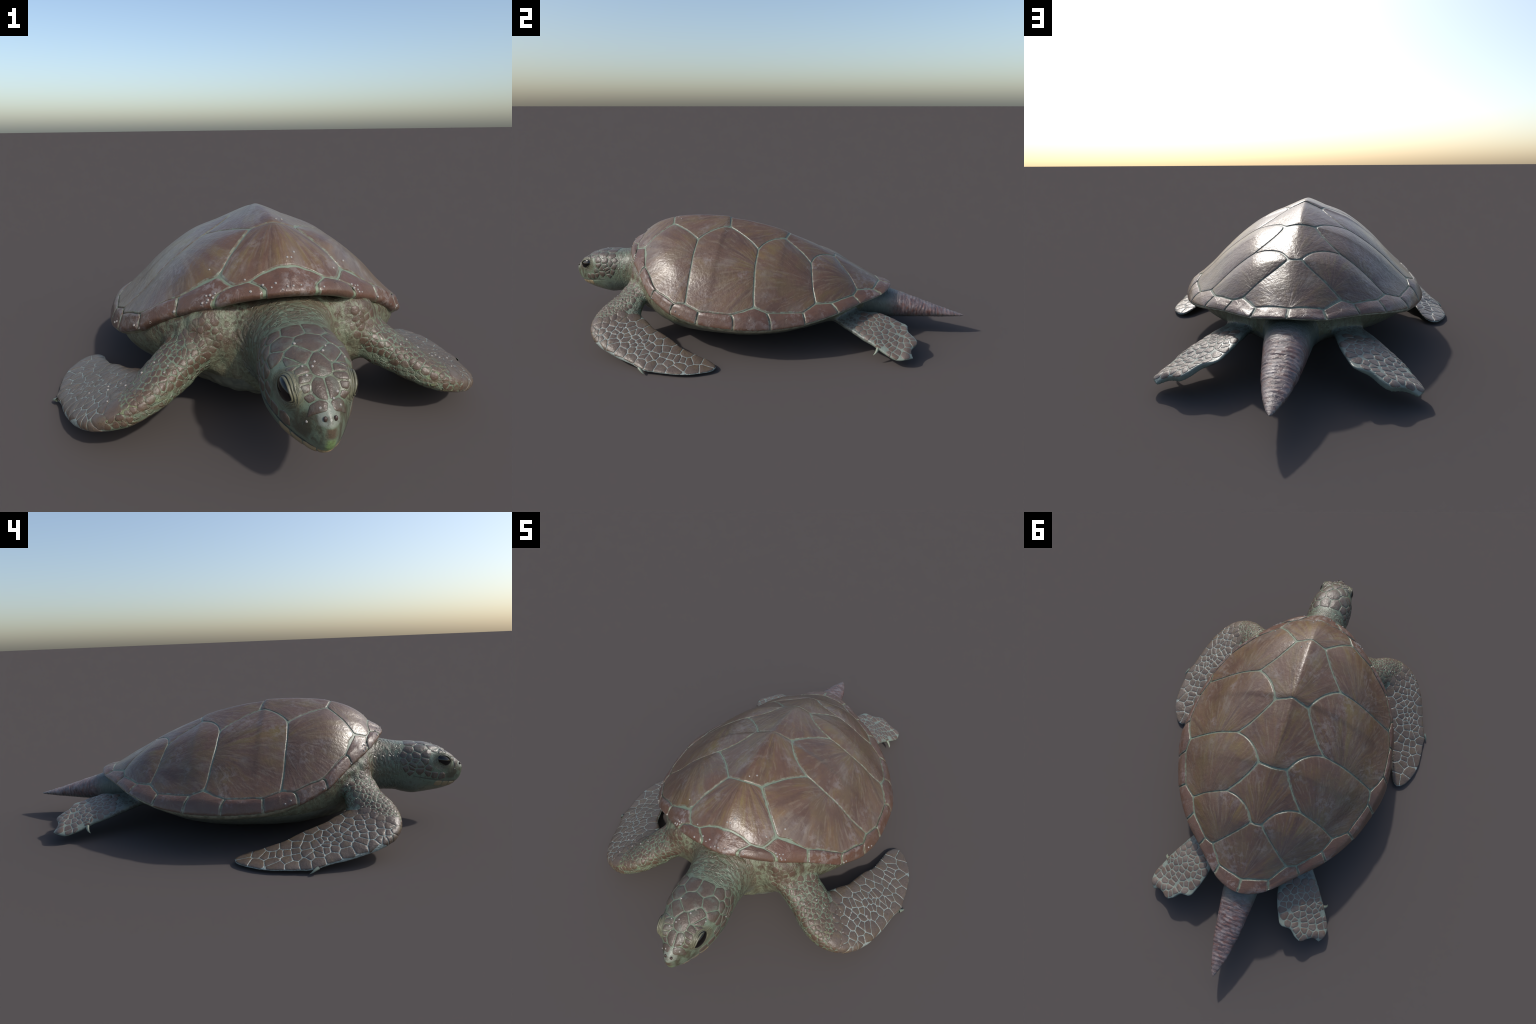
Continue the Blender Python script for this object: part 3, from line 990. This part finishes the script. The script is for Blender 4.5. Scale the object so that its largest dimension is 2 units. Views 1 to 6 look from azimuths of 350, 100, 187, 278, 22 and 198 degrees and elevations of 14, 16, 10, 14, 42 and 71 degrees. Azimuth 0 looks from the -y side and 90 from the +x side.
parts["front_flipper"] = mirror_pair(limb_loft(FL, FT, FU, FD, 90, lead=.42))
parts["hind_flipper"] = mirror_pair(distal_scallop(limb_loft(HLd, HTr, HU, HD, 60, lead=.45), .72,
                                                   ([0, .15, .3, .5, .62, .8, 1], [.004, -.004, .008, .034, .026, -.004, .0])))

S = {}
for k, meshes in parts.items():
    a = None
    for V, T in meshes:
        c = V[T]
        vol = np.sum(c[:, 0] * np.cross(c[:, 1], c[:, 2]))
        b = level_set(V, T if vol > 0 else T[:, ::-1])
        a = b if a is None else smin(a, b, .03) if k == "torso" else np.minimum(a, b)
    S[k] = a

field = smin(S["torso"], S["head"], .035)
field = smin(field, S["front_flipper"], .026)
field = smin(field, S["hind_flipper"], .026)
field = smin(field, S["tail"], .035)

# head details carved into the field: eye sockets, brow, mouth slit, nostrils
gx = [LO[i] + VOX * np.arange(DIM[i]) for i in range(3)]
jy = slice(0, int((-.68 - LO[1]) / VOX))
X, Y, Z = np.meshgrid(gx[0], gx[1][jy], gx[2], indexing="ij")
sub = field[:, jy, :].copy()
HX = -.010
EYE = (.0555, -.909, .268)


def ellipsoid(c, r):
    q = np.sqrt(((X - c[0]) / r[0]) ** 2 + ((Y - c[1]) / r[1]) ** 2 + ((Z - c[2]) / r[2]) ** 2)
    return ((q - 1) * min(r)).astype(np.float32)


def tube(points, r):
    d = np.full(X.shape, 9, np.float32)
    P = np.asarray(points, float)
    for a, b in zip(P[:-1], P[1:]):
        ab = b - a
        t = np.clip(((X - a[0]) * ab[0] + (Y - a[1]) * ab[1] + (Z - a[2]) * ab[2]) / (ab @ ab), 0, 1)
        d = np.minimum(d, np.sqrt((X - a[0] - t * ab[0]) ** 2 + (Y - a[1] - t * ab[1]) ** 2 + (Z - a[2] - t * ab[2]) ** 2).astype(np.float32))
    return d - r


for s in (1, -1):
    e = (HX + s * EYE[0], EYE[1], EYE[2])
    sub = smin(sub, ellipsoid((e[0] - s * .008, e[1] + .005, e[2] - .001), (.032, .044, .036)), .016)
    mouth = [(HX + s * .112, -.785, .205), (HX + s * .103, -.82, .199), (HX + s * .091, -.85, .194), (HX + s * .073, -.90, .182),
             (HX + s * .052, -.935, .173), (HX + s * .028, -.963, .168), (HX - .002, -.978, .165)]
    sub = -smin(-sub, tube(mouth, .0022), .005)
    sub = -smin(-sub, ellipsoid((HX - .002 + s * .0105, -.996, .2435), (.0042, .006, .006)), .003)
field[:, jy, :] = sub
del sub, X, Y, Z

g = vdb.FloatGrid(BAND * VOX)
g.copyFromArray(np.ascontiguousarray(field))
pts, quads = g.convertToQuads()
pts = pts.astype(float) * VOX + LO
quads = quads.astype(int)


def vertex_normals(V, Q):
    n = np.cross(V[Q[:, 2]] - V[Q[:, 0]], V[Q[:, 3]] - V[Q[:, 1]])
    out = np.stack([np.bincount(Q.ravel(), np.repeat(n[:, k], 4), len(V)) for k in range(3)], 1)
    return out / (np.linalg.norm(out, axis=1)[:, None] + 1e-12)


def relax(V, Q, it):
    e = np.vstack([Q[:, [0, 1]], Q[:, [1, 2]], Q[:, [2, 3]], Q[:, [3, 0]]])
    e = np.unique(np.sort(e, 1), axis=0)
    cnt = np.bincount(e.ravel(), minlength=len(V))[:, None]
    for i in range(it):
        for lam in (.5, -.52):
            s = np.stack([np.bincount(e[:, 0], V[e[:, 1], k], len(V)) + np.bincount(e[:, 1], V[e[:, 0], k], len(V)) for k in range(3)], 1)
            V = V + lam * (s / cnt - V)
    return V


pts = relax(pts, quads, 4)
nrm = vertex_normals(pts, quads)
c = pts[quads]
vol = np.einsum("ij,ij->i", c[:, 0], np.cross(c[:, 1], c[:, 2])).sum()
if vol < 0:
    quads = quads[:, ::-1]
    nrm = -nrm

# which part does each vertex belong to: nearest part field
ijk = np.clip(np.round((pts - LO) / VOX).astype(int), 0, DIM - 1)
names = list(S)
dist = np.stack([S[k][tuple(ijk.T)] for k in names], 1)
del S, field

# relief: folds round the neck, rings on the tail, loose skin at the shoulders
x, y, z = pts.T
wv = wobble(pts, 38, 1)
wv2 = wobble(pts, 90, 2)
disp = np.zeros(len(pts))
neck = smoothstep(-.74, -.69, y) * (1 - smoothstep(-.58, -.50, y)) * smoothstep(.06, 0.0, dist[:, names.index("head")])
wv3 = wobble(pts, 55, 4)
disp += neck * .0011 * np.sin((y + .016 * wv + .006 * wv2) * 2 * math.pi / .017) * (.35 + .65 * np.clip(wv3, 0, 1))
tl = smoothstep(.66, .72, y) * (1 - smoothstep(.97, .995, y)) * (np.abs(x) < .1)
ph = (y + .006 * wv) * 2 * math.pi / .0165
disp += tl * (.0011 * np.sin(ph + 1.5 * wv3) * (.4 + .6 * np.clip(.5 + wv2, 0, 1)) + .0007 * wv2) * np.clip((z - .07) / .03, .35, 1)
arm = np.maximum(0, 1 - smoothstep(.22, .36, np.abs(x))) * smoothstep(-.70, -.62, y) * (1 - smoothstep(-.44, -.36, y)) * (1 - neck)
disp += arm * (.0035 * wv + .0020 * wv2)
disp += .0006 * wv2 * (y > -.72) * (y < .66)
pts = pts + nrm * disp[:, None]
pts[:, 2] = np.maximum(pts[:, 2], .0015)
nrm = vertex_normals(pts, quads)

qc = pts[quads].mean(1)
qd = dist[quads].mean(1)
lab = np.array(names)[np.argmin(qd, 1)].astype("U16")
lab[(lab == "head") & (qc[:, 1] > -.715)] = "neck"
lab[(lab == "torso") & (qc[:, 2] < .135) & (np.abs(qc[:, 1]) < .60)] = "plastron"
lab[(lab == "front_flipper") & (qc[:, 0] < 0)] = "front_flipper_l"
lab[(lab == "hind_flipper") & (qc[:, 0] < 0)] = "hind_flipper_l"
bvh = BVHTree.FromPolygons(pts.tolist(), quads.tolist())
MATFOR = {"head": "head", "neck": "head", "torso": "torso", "plastron": "plastron", "tail": "tail",
          "front_flipper": "flipper", "front_flipper_l": "flipper", "hind_flipper": "hind", "hind_flipper_l": "hind"}
body = {}
for k in MATFOR:
    sel = np.where(lab == k)[0]
    q = quads[sel]
    used, inv = np.unique(q.ravel(), return_inverse=True)
    ob = new_object(k.replace("_l", "") if k.endswith("_l") else k, pts[used], inv.reshape(-1, 4), MAT[MATFOR[k]], root)
    ob.data.normals_split_custom_set_from_vertices(nrm[used].tolist())
    body[k] = ob


# ============================================================ SCALES ON SKIN
def clip_half(poly, m, n):
    """Keep the part of the polygon with (p - m).n <= 0."""
    out = []
    d = [(p - m) @ n for p in poly]
    for i in range(len(poly)):
        a, b, da, db = poly[i], poly[(i + 1) % len(poly)], d[i], d[(i + 1) % len(poly)]
        if da <= 0:
            out.append(a)
        if (da <= 0) != (db <= 0):
            out.append(a + (b - a) * (da / (da - db)))
    return out


def on_skin(p, n=None, reach=.06):
    if n is not None:
        h = bvh.ray_cast(Vector(p) + Vector(n) * reach, -Vector(n), 2.2 * reach)
        if h[0] is not None:
            return np.array(h[0]), np.array(h[1])
    h = bvh.find_nearest(Vector(p))
    return np.array(h[0]), np.array(h[1])


def smooth_normal(p, n0, r=.008):
    a = np.cross(n0, [0, 0, 1.0]) if abs(n0[2]) < .9 else np.cross(n0, [1.0, 0, 0])
    a /= np.linalg.norm(a)
    b = np.cross(n0, a)
    s = np.array(n0, float)
    for t in range(6):
        q = p + r * (a * math.cos(t * 1.047) + b * math.sin(t * 1.047))
        s = s + on_skin(q)[1]
    return s / np.linalg.norm(s)


def skin_scales(name, seeds, mat, parent, gap=.0021, cap=.05, rise=.0007, dome=.0012, rounding=.0028, ghosts=(), shrink=None,
                normal=None, step=.0022, join=False, edge_mat=None):
    """Voronoi plates on the body skin around seed points (3D); ghosts bound the cells but get no plate."""
    pos, nor = [], []
    for p in seeds:
        q, n = on_skin(np.asarray(p, float), normal)
        pos.append(q)
        nor.append(smooth_normal(q, n))
    allp = np.array(pos + [np.asarray(g, float) for g in ghosts]) if len(ghosts) else np.array(pos)
    objs = []
    for i, (p, n) in enumerate(zip(pos, nor)):
        a = np.cross([0, 1.0, 0], n)
        a /= np.linalg.norm(a) + 1e-9
        b = np.cross(n, a)
        d = allp - p
        dist3 = np.linalg.norm(d, axis=1)
        near = np.where((dist3 > 1e-5) & (dist3 < 2.6 * cap))[0]
        poly = [np.array([math.cos(t), math.sin(t)]) * cap for t in np.linspace(0, 2 * math.pi, 28, endpoint=False)]
        for j in near:
            q2 = np.array([d[j] @ a, d[j] @ b])
            l = np.linalg.norm(q2)
            if l < 1e-6:
                continue
            q2 *= dist3[j] / l
            poly = clip_half(poly, q2 / 2, q2 / np.linalg.norm(q2))
            if len(poly) < 3:
                break
        if len(poly) < 3:
            continue
        loop = resample(np.array(poly), step)
        if abs(area2(loop)) < 3e-5:
            continue
        R = math.sqrt(abs(area2(loop)) / 6.28)
        loop = round_loop(loop, min(rounding, R * .28), step)
        loop = inset(loop, min(gap * (1 if shrink is None else shrink[i]), R * .45))
        loop = resample(loop, step)
        wn = wobble(np.column_stack([loop, np.full(len(loop), i * .37)]), 300, 5)
        loop = loop + (loop - loop.mean(0)) * (wn * .03)[:, None]

        def lands(w):
            h = bvh.ray_cast(Vector(p + a * w[0] + b * w[1] + n * .03), -Vector(n), .052)
            return h[0] is not None and h[1].dot(Vector(n)) > .12
        for t in range(len(loop)):
            f = 1.0
            while f > .3 and not lands(loop[t] * f):
                f -= .06
            loop[t] = loop[t] * f
        loop = round_loop(loop, step, step)
        if len(loop) < 8:
            continue

        def surf(P2):
            out, on = [], []
            for u, v in P2:
                q, m = on_skin(p + a * u + b * v, n, .03)
                out.append(q)
                on.append(m)
            out, on = np.array(out), np.array(on)
            on = on * .5 + n * .5
            return out, on / (np.linalg.norm(on, axis=1)[:, None] + 1e-9)
        V, F = plate_mesh(loop, surf, rise, dome * min(1, R / .02), .0035, min(.0020, R * .3), sink=.0005)
        if join:
            objs.append((V, F))
        else:
            objs.append(bordered(new_object(name, V, F, mat, parent), len(loop), edge_mat, 1) if edge_mat else new_object(name, V, F, mat, parent))
    if join and objs:
        V = np.vstack([v for v, _ in objs])
        o, F = 0, []
        for v, f in objs:
            F += [tuple(k + o for k in t) for t in f]
            o += len(v)
        ob = new_object(name, V, F, mat, parent)
        ob["kind"] = "stuff"
        return [ob]
    return objs


# ---- head scales: crown plates on the midline, the rest in mirrored pairs
crown = [(0, -.838, .345), (0, -.910, .318)]
pairs = [(.019, -.950, .283), (.044, -.880, .322), (.029, -.772, .345), (.070, -.812, .322), (.076, -.764, .322), (.100, -.743, .306),
         (.103, -.765, .290), (.100, -.795, .297), (.090, -.838, .299), (.105, -.792, .277), (.095, -.832, .272), (.105, -.743, .275),
         (.106, -.783, .256), (.101, -.813, .257), (.106, -.776, .243), (.102, -.812, .230), (.091, -.853, .242), (.082, -.872, .212), (.096, -.845, .217), (.068, -.905, .203),
         (.107, -.758, .238), (.107, -.772, .224), (.049, -.912, .304), (.046, -.928, .292), (.043, -.943, .281), (.040, -.958, .268), (.036, -.971, .256),
         (.057, -.898, .304), (.052, -.885, .309)]
hs, gh = [], []
for p in crown:
    hs.append((p[0] + HX + .004, p[1], p[2]))
for s in (1, -1):
    for p in pairs:
        hs.append((HX + .003 + s * p[0], p[1], p[2]))
    for gp in [(.085, -.885, .297), (.097, -.873, .285), (.097, -.868, .262), (.092, -.878, .238), (.060, -.925, .292), (.056, -.942, .275), (.050, -.958, .258),
               (.066, -.910, .297), (.085, -.722, .322), (.105, -.722, .295), (.108, -.720, .262), (.106, -.733, .225), (.108, -.75, .205), (.104, -.79, .207),
               (.098, -.83, .205), (.093, -.850, .185), (.080, -.878, .174), (.064, -.910, .170), (.050, -.935, .205), (.058, -.918, .232), (.118, -.83, .19), (.03, -.727, .345), (.060, -.727, .338), (.010, -1.008, .232), (.032, -.988, .234), (.074, -.893, .236)]:
        gh.append((HX + .003 + s * gp[0], gp[1], gp[2]))
skin_scales("head_scale", hs, MAT["head_scale"], body["head"], gap=.0013, cap=.040, rise=.0007, dome=.0022, ghosts=gh, rounding=.0022, edge_mat=MAT["head_scale_edge"])

# lower jaw plates of horn
jaw = []
for s in (1, -1):
    jaw += [(HX + s * .036, -.955, .155), (HX + s * .056, -.928, .160), (HX + s * .074, -.898, .166)]
jaw.append((HX - .002, -.970, .158))
jg = []
for s in (1, -1):
    jg += [(HX + s * .036, -.957, .183), (HX + s * .036, -.940, .130), (HX + s * .058, -.928, .189), (HX + s * .054, -.912, .134), (HX + s * .078, -.898, .196),
           (HX + s * .070, -.885, .139), (HX + s * .090, -.862, .176)]
skin_scales("jaw_plate", jaw, MAT["jaw"], body["head"], gap=.0010, cap=.028, ghosts=jg + [(HX, -.978, .180), (HX, -.950, .136)])

# ---- eyes, lids, nostrils
def ellipsoid_mesh(c, r, nu=40, nv=24, axes=np.eye(3)):
    V, F = [], []
    for i in range(nv + 1):
        for j in range(nu):
            a, b = math.pi * i / nv, 2 * math.pi * j / nu
            V.append(np.asarray(c) + axes.T @ (np.array([math.sin(a) * math.cos(b), math.sin(a) * math.sin(b), math.cos(a)]) * r))
    for i in range(nv):
        for j in range(nu):
            F.append((i * nu + j, (i + 1) * nu + j, (i + 1) * nu + (j + 1) % nu, i * nu + (j + 1) % nu))
    return np.array(V), F


def lid_fold(c, out, fwd, rx, ry, tube_r, rise, n=64, m=12, hood=0.0):
    """A fold of skin round the eye: an almond ring laid on the head surface."""
    up = np.cross(out, fwd)
    up *= np.sign(up[2])
    V, F = [], []
    for i in range(n):
        t = 2 * math.pi * i / n
        ct, st = math.cos(t), math.sin(t)
        rad = fwd * ct * rx * (1 + .14 * max(0, ct) ** 4) + up * st * ry
        q, nn = on_skin(c + rad, out, .06)
        o = rad / np.linalg.norm(rad)
        tr = tube_r * (1 + .25 * st + .12 * math.sin(5 * t + rx * 400))
        cen = q + out * (rise + hood * max(0, st))
        for j in range(m):
            b = 2 * math.pi * j / m
            V.append(cen + o * math.cos(b) * tr + out * math.sin(b) * tr)
    for i in range(n):
        for j in range(m):
            F.append((i * m + j, i * m + (j + 1) % m, ((i + 1) % n) * m + (j + 1) % m, ((i + 1) % n) * m + j))
    return np.array(V), F


for s in (1, -1):
    c = np.array([HX + s * EYE[0], EYE[1], EYE[2]])
    out = np.array([s * .92, -.34, .18])
    out /= np.linalg.norm(out)
    fwd = np.array([-s * .30, -.86, -.40])
    fwd -= out * (fwd @ out)
    fwd /= np.linalg.norm(fwd)
    p0 = on_skin(c, out, .06)[0]
    upv = np.cross(out, fwd)
    V, F = ellipsoid_mesh(p0 - out * .0122, (.0165, .0325, .0235), axes=np.array([out, fwd, upv]))
    new_object("eye", V, F, MAT["eye"], body["head"])
    for rx, ry, tr, rise, hood in ((.0258, .0192, .0025, .0003, .0024), (.0300, .0236, .0017, -.0003, .0003), (.0345, .0284, .0014, -.0005, 0)):
        V, F = lid_fold(c, out, fwd, rx, ry, tr, rise, hood=hood)
        new_object("eyelid", V, F if s == 1 else [f[::-1] for f in F], MAT["eyelid"], body["head"])
    # dark crease where the jaws meet
    path = [on_skin(p)[0] for p in catmull([(HX + s * .112, -.785, .207), (HX + s * .103, -.82, .200), (HX + s * .091, -.85, .194), (HX + s * .073, -.90, .182),
                                            (HX + s * .052, -.935, .173), (HX + s * .028, -.963, .168), (HX - .002, -.978, .165)], 40)]
    V, F, m = [], [], 8
    for i, p in enumerate(path):
        t = path[min(i + 1, 39)] - path[max(i - 1, 0)]
        t /= np.linalg.norm(t)
        a = np.cross(t, [0, 0, 1.0])
        a /= np.linalg.norm(a)
        r = .0021 * min(1, i / 6 + .15)
        for j in range(m):
            V.append(p + r * (a * math.cos(.7854 * j) + np.array([0, 0, .7]) * math.sin(.7854 * j)))
    for i in range(39):
        for j in range(m):
            F.append((i * m + j, i * m + (j + 1) % m, (i + 1) * m + (j + 1) % m, (i + 1) * m + j))
    new_object("mouth_crease", V, F, MAT["crease"], body["head"])
    V, F = ellipsoid_mesh((HX - .002 + s * .0105, -.9925, .2425), (.0042, .004, .0058), 20, 12)
    new_object("nostril", V, F, MAT["nostril"], body["head"])

# ---- front flipper blade scales (seed points in plan, +x side)
BLADE = [(.404, -.515), (.428, -.459), (.452, -.416), (.471, -.365), (.494, -.387), (.490, -.317), (.501, -.357), (.528, -.274), (.530, -.222),
         (.549, -.176), (.548, -.115), (.596, -.122), (.608, -.166), (.563, -.200), (.565, -.226), (.565, -.248), (.562, -.278), (.558, -.308),
         (.530, -.311), (.542, -.343), (.535, -.383), (.575, -.349), (.587, -.312), (.594, -.284), (.601, -.229), (.625, -.243), (.622, -.305),
         (.616, -.344), (.592, -.366), (.586, -.390), (.613, -.390), (.599, -.441), (.578, -.492), (.562, -.535), (.569, -.400), (.568, -.418),
         (.563, -.448), (.542, -.452), (.536, -.421), (.549, -.421), (.526, -.401), (.520, -.414), (.521, -.436), (.531, -.463), (.550, -.483),
         (.500, -.421), (.485, -.442), (.507, -.455), (.480, -.457), (.484, -.480), (.467, -.495), (.522, -.494), (.505, -.500), (.486, -.516),
         (.510, -.526), (.453, -.507), (.458, -.540), (.483, -.542), (.500, -.552), (.518, -.555), (.539, -.547), (.430, -.564), (.407, -.563),
         (.436, -.542), (.457, -.582), (.485, -.584), (.517, -.586), (.501, -.618), (.473, -.617), (.431, -.595), (.446, -.616), (.534, -.609),
         (.551, -.592), (.476, -.644), (.452, -.655), (.504, -.644), (.494, -.664), (.524, -.650), (.512, -.670), (.543, -.630)]
OUTLINE = catmull([p[:2] for p in FL[4:]] + [(.573, -.080)] + [p[:2] for p in FT[:3:-1]], 220)
blade_up = np.array([.22, .13, .96])
blade_up /= np.linalg.norm(blade_up)
for k, s in (("front_flipper", 1), ("front_flipper_l", -1)):
    up = blade_up * [s, 1, 1]
    seeds = [on_skin(np.array([s * a, b, .09]), (0, 0, 1.0), .15)[0] for a, b in BLADE]
    gh = []
    for (a, b), q in zip(BLADE, seeds):
        d = OUTLINE - [a, b]
        j = np.argmin(np.sum(d * d, 1))
        if d[j] @ d[j] < .045 ** 2 and b > -.63:
            gh.append(np.array([s * (a + 2.7 * d[j][0]), b + 2.7 * d[j][1], q[2] - .004]))
    gh += [np.array([s * a, b, zz]) for a, b, zz in [(.38, -.56, .17), (.38, -.60, .17), (.40, -.62, .155), (.415, -.65, .15), (.37, -.53, .16)]]
    skin_scales("flipper_scale", seeds, MAT["flipper_scale"], body[k], gap=.0009, cap=.040, rise=.0008, dome=.0016, ghosts=gh, rounding=.0018, edge_mat=MAT["flipper_scale_edge"])

# ---- small scales on the upper arm, in patches, strongest along its front
for k, s in (("front_flipper", 1), ("front_flipper_l", -1)):
    r = np.random.default_rng(5)
    seeds = []
    tries = 0
    while len(seeds) < 150 and tries < 9000:
        tries += 1
        t, wgt = r.uniform(.02, .36), r.uniform(0, 1)
        L, T = catmull(FL, 200)[int(t * 199)], catmull(FT, 200)[int(t * 199)]
        q = L + (T - L) * wgt * .8
        dirn = np.array([0, -.75 + .9 * wgt, .65])
        q, n = on_skin(q * [s, 1, 1], dirn / np.linalg.norm(dirn), .09)
        if n[2] < -.35 or abs(q[0]) > .47 or abs(q[0]) < .16:
            continue
        pat = wobble(np.array([q * [s, 1, 1]]), 34, 9)[0]
        if pat < -.05 or (q[1] > -.57 and r.random() < .5):
            continue
        sp = r.uniform(.0095, .0165)
        if all(np.linalg.norm(q - o) > sp for o in seeds):
            seeds.append(q)
    shr = r.uniform(.6, 2.0, len(seeds))
    skin_scales("arm_scale", seeds, MAT["arm_scale"], body[k], gap=.0011, cap=.0150, rise=.0004, dome=.0009, shrink=shr, step=.0018,
                rounding=.0016, edge_mat=MAT["arm_scale_edge"])

# ---- hind flipper scales
HIND = [(.273, .595), (.284, .616), (.292, .641), (.305, .660), (.313, .682), (.317, .703), (.284, .718), (.299, .727), (.320, .735), (.259, .679),
        (.245, .674), (.216, .670), (.218, .620), (.222, .594), (.200, .607), (.202, .625), (.242, .694), (.265, .691), (.307, .581), (.324, .594),
        (.341, .611), (.354, .626), (.368, .642), (.383, .662), (.396, .697), (.341, .707), (.367, .709), (.345, .682), (.336, .655), (.304, .546),
        (.332, .544), (.280, .529), (.307, .525), (.350, .569), (.350, .588), (.369, .586), (.360, .559), (.396, .625), (.385, .600), (.400, .650),
        (.248, .580), (.257, .566), (.254, .550), (.285, .570), (.245, .600), (.252, .629), (.267, .648), (.314, .619), (.322, .642), (.253, .536),
        (.228, .558), (.195, .575), (.205, .550), (.180, .600), (.225, .520), (.200, .650), (.262, .512), (.290, .505), (.190, .525)]
HOUT = catmull([p[:2] for p in HLd[2:]] + [(.364, .735), (.325, .752), (.290, .735), (.262, .712)] + [p[:2] for p in HTr[:1:-1]], 200)
for k, s in (("hind_flipper", 1), ("hind_flipper_l", -1)):
    seeds, gh = [], []
    for a, b in HIND:
        q = on_skin(np.array([s * a, b, .12]), (0, 0, 1.0), .10)[0]
        seeds.append(q)
        d = HOUT - [a, b]
        j = np.argmin(np.sum(d * d, 1))
        if d[j] @ d[j] < .03 ** 2:
            gh.append(np.array([s * (a + 2.7 * d[j][0]), b + 2.7 * d[j][1], q[2] - .004]))
    skin_scales("hind_flipper_scale", seeds, MAT["hind_scale"], body[k], gap=.0013, cap=.022, rise=.0008, dome=.0015, ghosts=gh, rounding=.0018, edge_mat=MAT["flipper_scale_edge"])


# ---- claws
def claw(path, r0, parent):
    C = catmull(path, 14)
    V, F, m = [], [], 10
    for i, p in enumerate(C):
        t = C[min(i + 1, len(C) - 1)] - C[max(i - 1, 0)]
        t /= np.linalg.norm(t)
        a = np.cross(t, [0, 0, 1.0])
        a /= np.linalg.norm(a)
        b = np.cross(t, a)
        r = r0 * (1 - i / (len(C) - 1)) ** .8 + .0004
        for j in range(m):
            V.append(p + r * (a * math.cos(6.2832 * j / m) + b * .8 * math.sin(6.2832 * j / m)))
    for i in range(len(C) - 1):
        for j in range(m):
            F.append((i * m + j, i * m + (j + 1) % m, (i + 1) * m + (j + 1) % m, (i + 1) * m + j))
    new_object("claw", V, F, MAT["claw"], parent)


for s, kf, kh in ((1, "front_flipper", "hind_flipper"), (-1, "front_flipper_l", "hind_flipper_l")):
    m = np.array([s, 1, 1])
    claw(np.array([(.634, -.392, .020), (.643, -.382, .016), (.650, -.372, .010), (.653, -.362, .004)]) * m, .0075, body[kf])
    claw(np.array([(.358, .586, .072), (.374, .581, .058), (.383, .575, .048), (.387, .569, .042), (.388, .563, .037)]) * m, .0085, body[kh])

# ---- barnacles: little domes with a dimple
def barnacle(p, n, r, parent):
    n = np.asarray(n, float)
    n /= np.linalg.norm(n)
    a = np.cross(n, [.3, .8, .5])
    a /= np.linalg.norm(a)
    b = np.cross(n, a)
    prof = [(1.0, -.15), (1.0, .12), (.88, .42), (.66, .66), (.42, .74), (.26, .66), (0.06, .5)]
    V, F, m = [], [], 12
    for rr, h in prof:
        for j in range(m):
            V.append(p + r * (rr * (a * math.cos(.5236 * j) + b * math.sin(.5236 * j)) + n * h))
    for i in range(len(prof) - 1):
        for j in range(m):
            F.append((i * m + j, i * m + (j + 1) % m, (i + 1) * m + (j + 1) % m, (i + 1) * m + j))
    F.append([(len(prof) - 1) * m + j for j in range(m)])
    new_object("barnacle", V, F, MAT["barnacle"], parent, tuple(p))


SHELL_B = [(-.19, -.5, .415), (-.11, -.593, .41), (-.103, -.637, .393), (-.039, -.638, .411), (-.026, -.662, .401), (-.012, -.656, .406),
           (.006, -.658, .406), (.026, -.651, .407), (-.071, -.629, .406), (-.052, -.646, .404), (.09, -.642, .394), (.005, -.581, .457),
           (.016, -.58, .456), (.027, -.564, .466), (.142, -.557, .417), (.188, -.500, .418), (.014, -.410, .528), (.035, -.391, .523)]
PAIRED_B = [(.186, -.580, .374), (.199, -.575, .369), (.209, -.568, .366), (.193, -.587, .365), (.206, -.581, .358), (.222, -.576, .349), (.212, -.585, .353),
            (.294, -.527, .312), (.358, -.474, .260), (.410, -.415, .242), (.402, -.427, .240), (.468, -.290, .212), (.395, -.435, .236), (.474, -.268, .200)]
HEAD_B = [(-.044, -.838, .336), (.021, -.856, .333), (.01, -.872, .329), (-.017, -.901, .32), (-.024, -.91, .314), (-.044, -.903, .312), (-.04, -.924, .301),
          (.062, -.868, .307), (.015, -.954, .277), (.002, -.966, .269), (.018, -.97, .256), (-.028, -.977, .258), (.100, -.800, .255), (-.050, -.965, .225)]
FLIP_B = [(.434, -.561, .135), (.42, -.6, .15), (.467, -.559, .116), (.468, -.536, .113), (.521, -.51, .082), (.463, -.63, .126), (.312, -.622, .204),
          (.322, -.637, .195), (.346, -.587, .2), (.378, -.595, .178)]
sv, sf, o = [], [], 0
bpy.context.view_layer.update()
for ob in carapace.children:
    n = len(ob.data.vertices)
    co = np.empty(n * 3)
    ob.data.vertices.foreach_get("co", co)
    sv.append(co.reshape(-1, 3) + np.array(ob.matrix_world.translation))
    sf += [tuple(i + o for i in p.vertices) for p in ob.data.polygons]
    o += n
shell_bvh = BVHTree.FromPolygons(np.vstack(sv).tolist(), sf)
rb = np.random.default_rng(3)
for p in SHELL_B + [(s * x, y, z) for x, y, z in PAIRED_B for s in (1, -1)]:
    h = shell_bvh.find_nearest(Vector(p))
    n = h[1] if h[1].z > -.2 else -h[1]
    barnacle(np.array(h[0]), n, rb.uniform(.0026, .0042), carapace)
for pts_, k in ((HEAD_B, "head"), (FLIP_B, "front_flipper"), ([(-x, y, z) for x, y, z in FLIP_B], "front_flipper_l")):
    for p in pts_:
        q, n = on_skin(p)
        barnacle(q + n * .0012, n, rb.uniform(.0025, .0036), body[k])
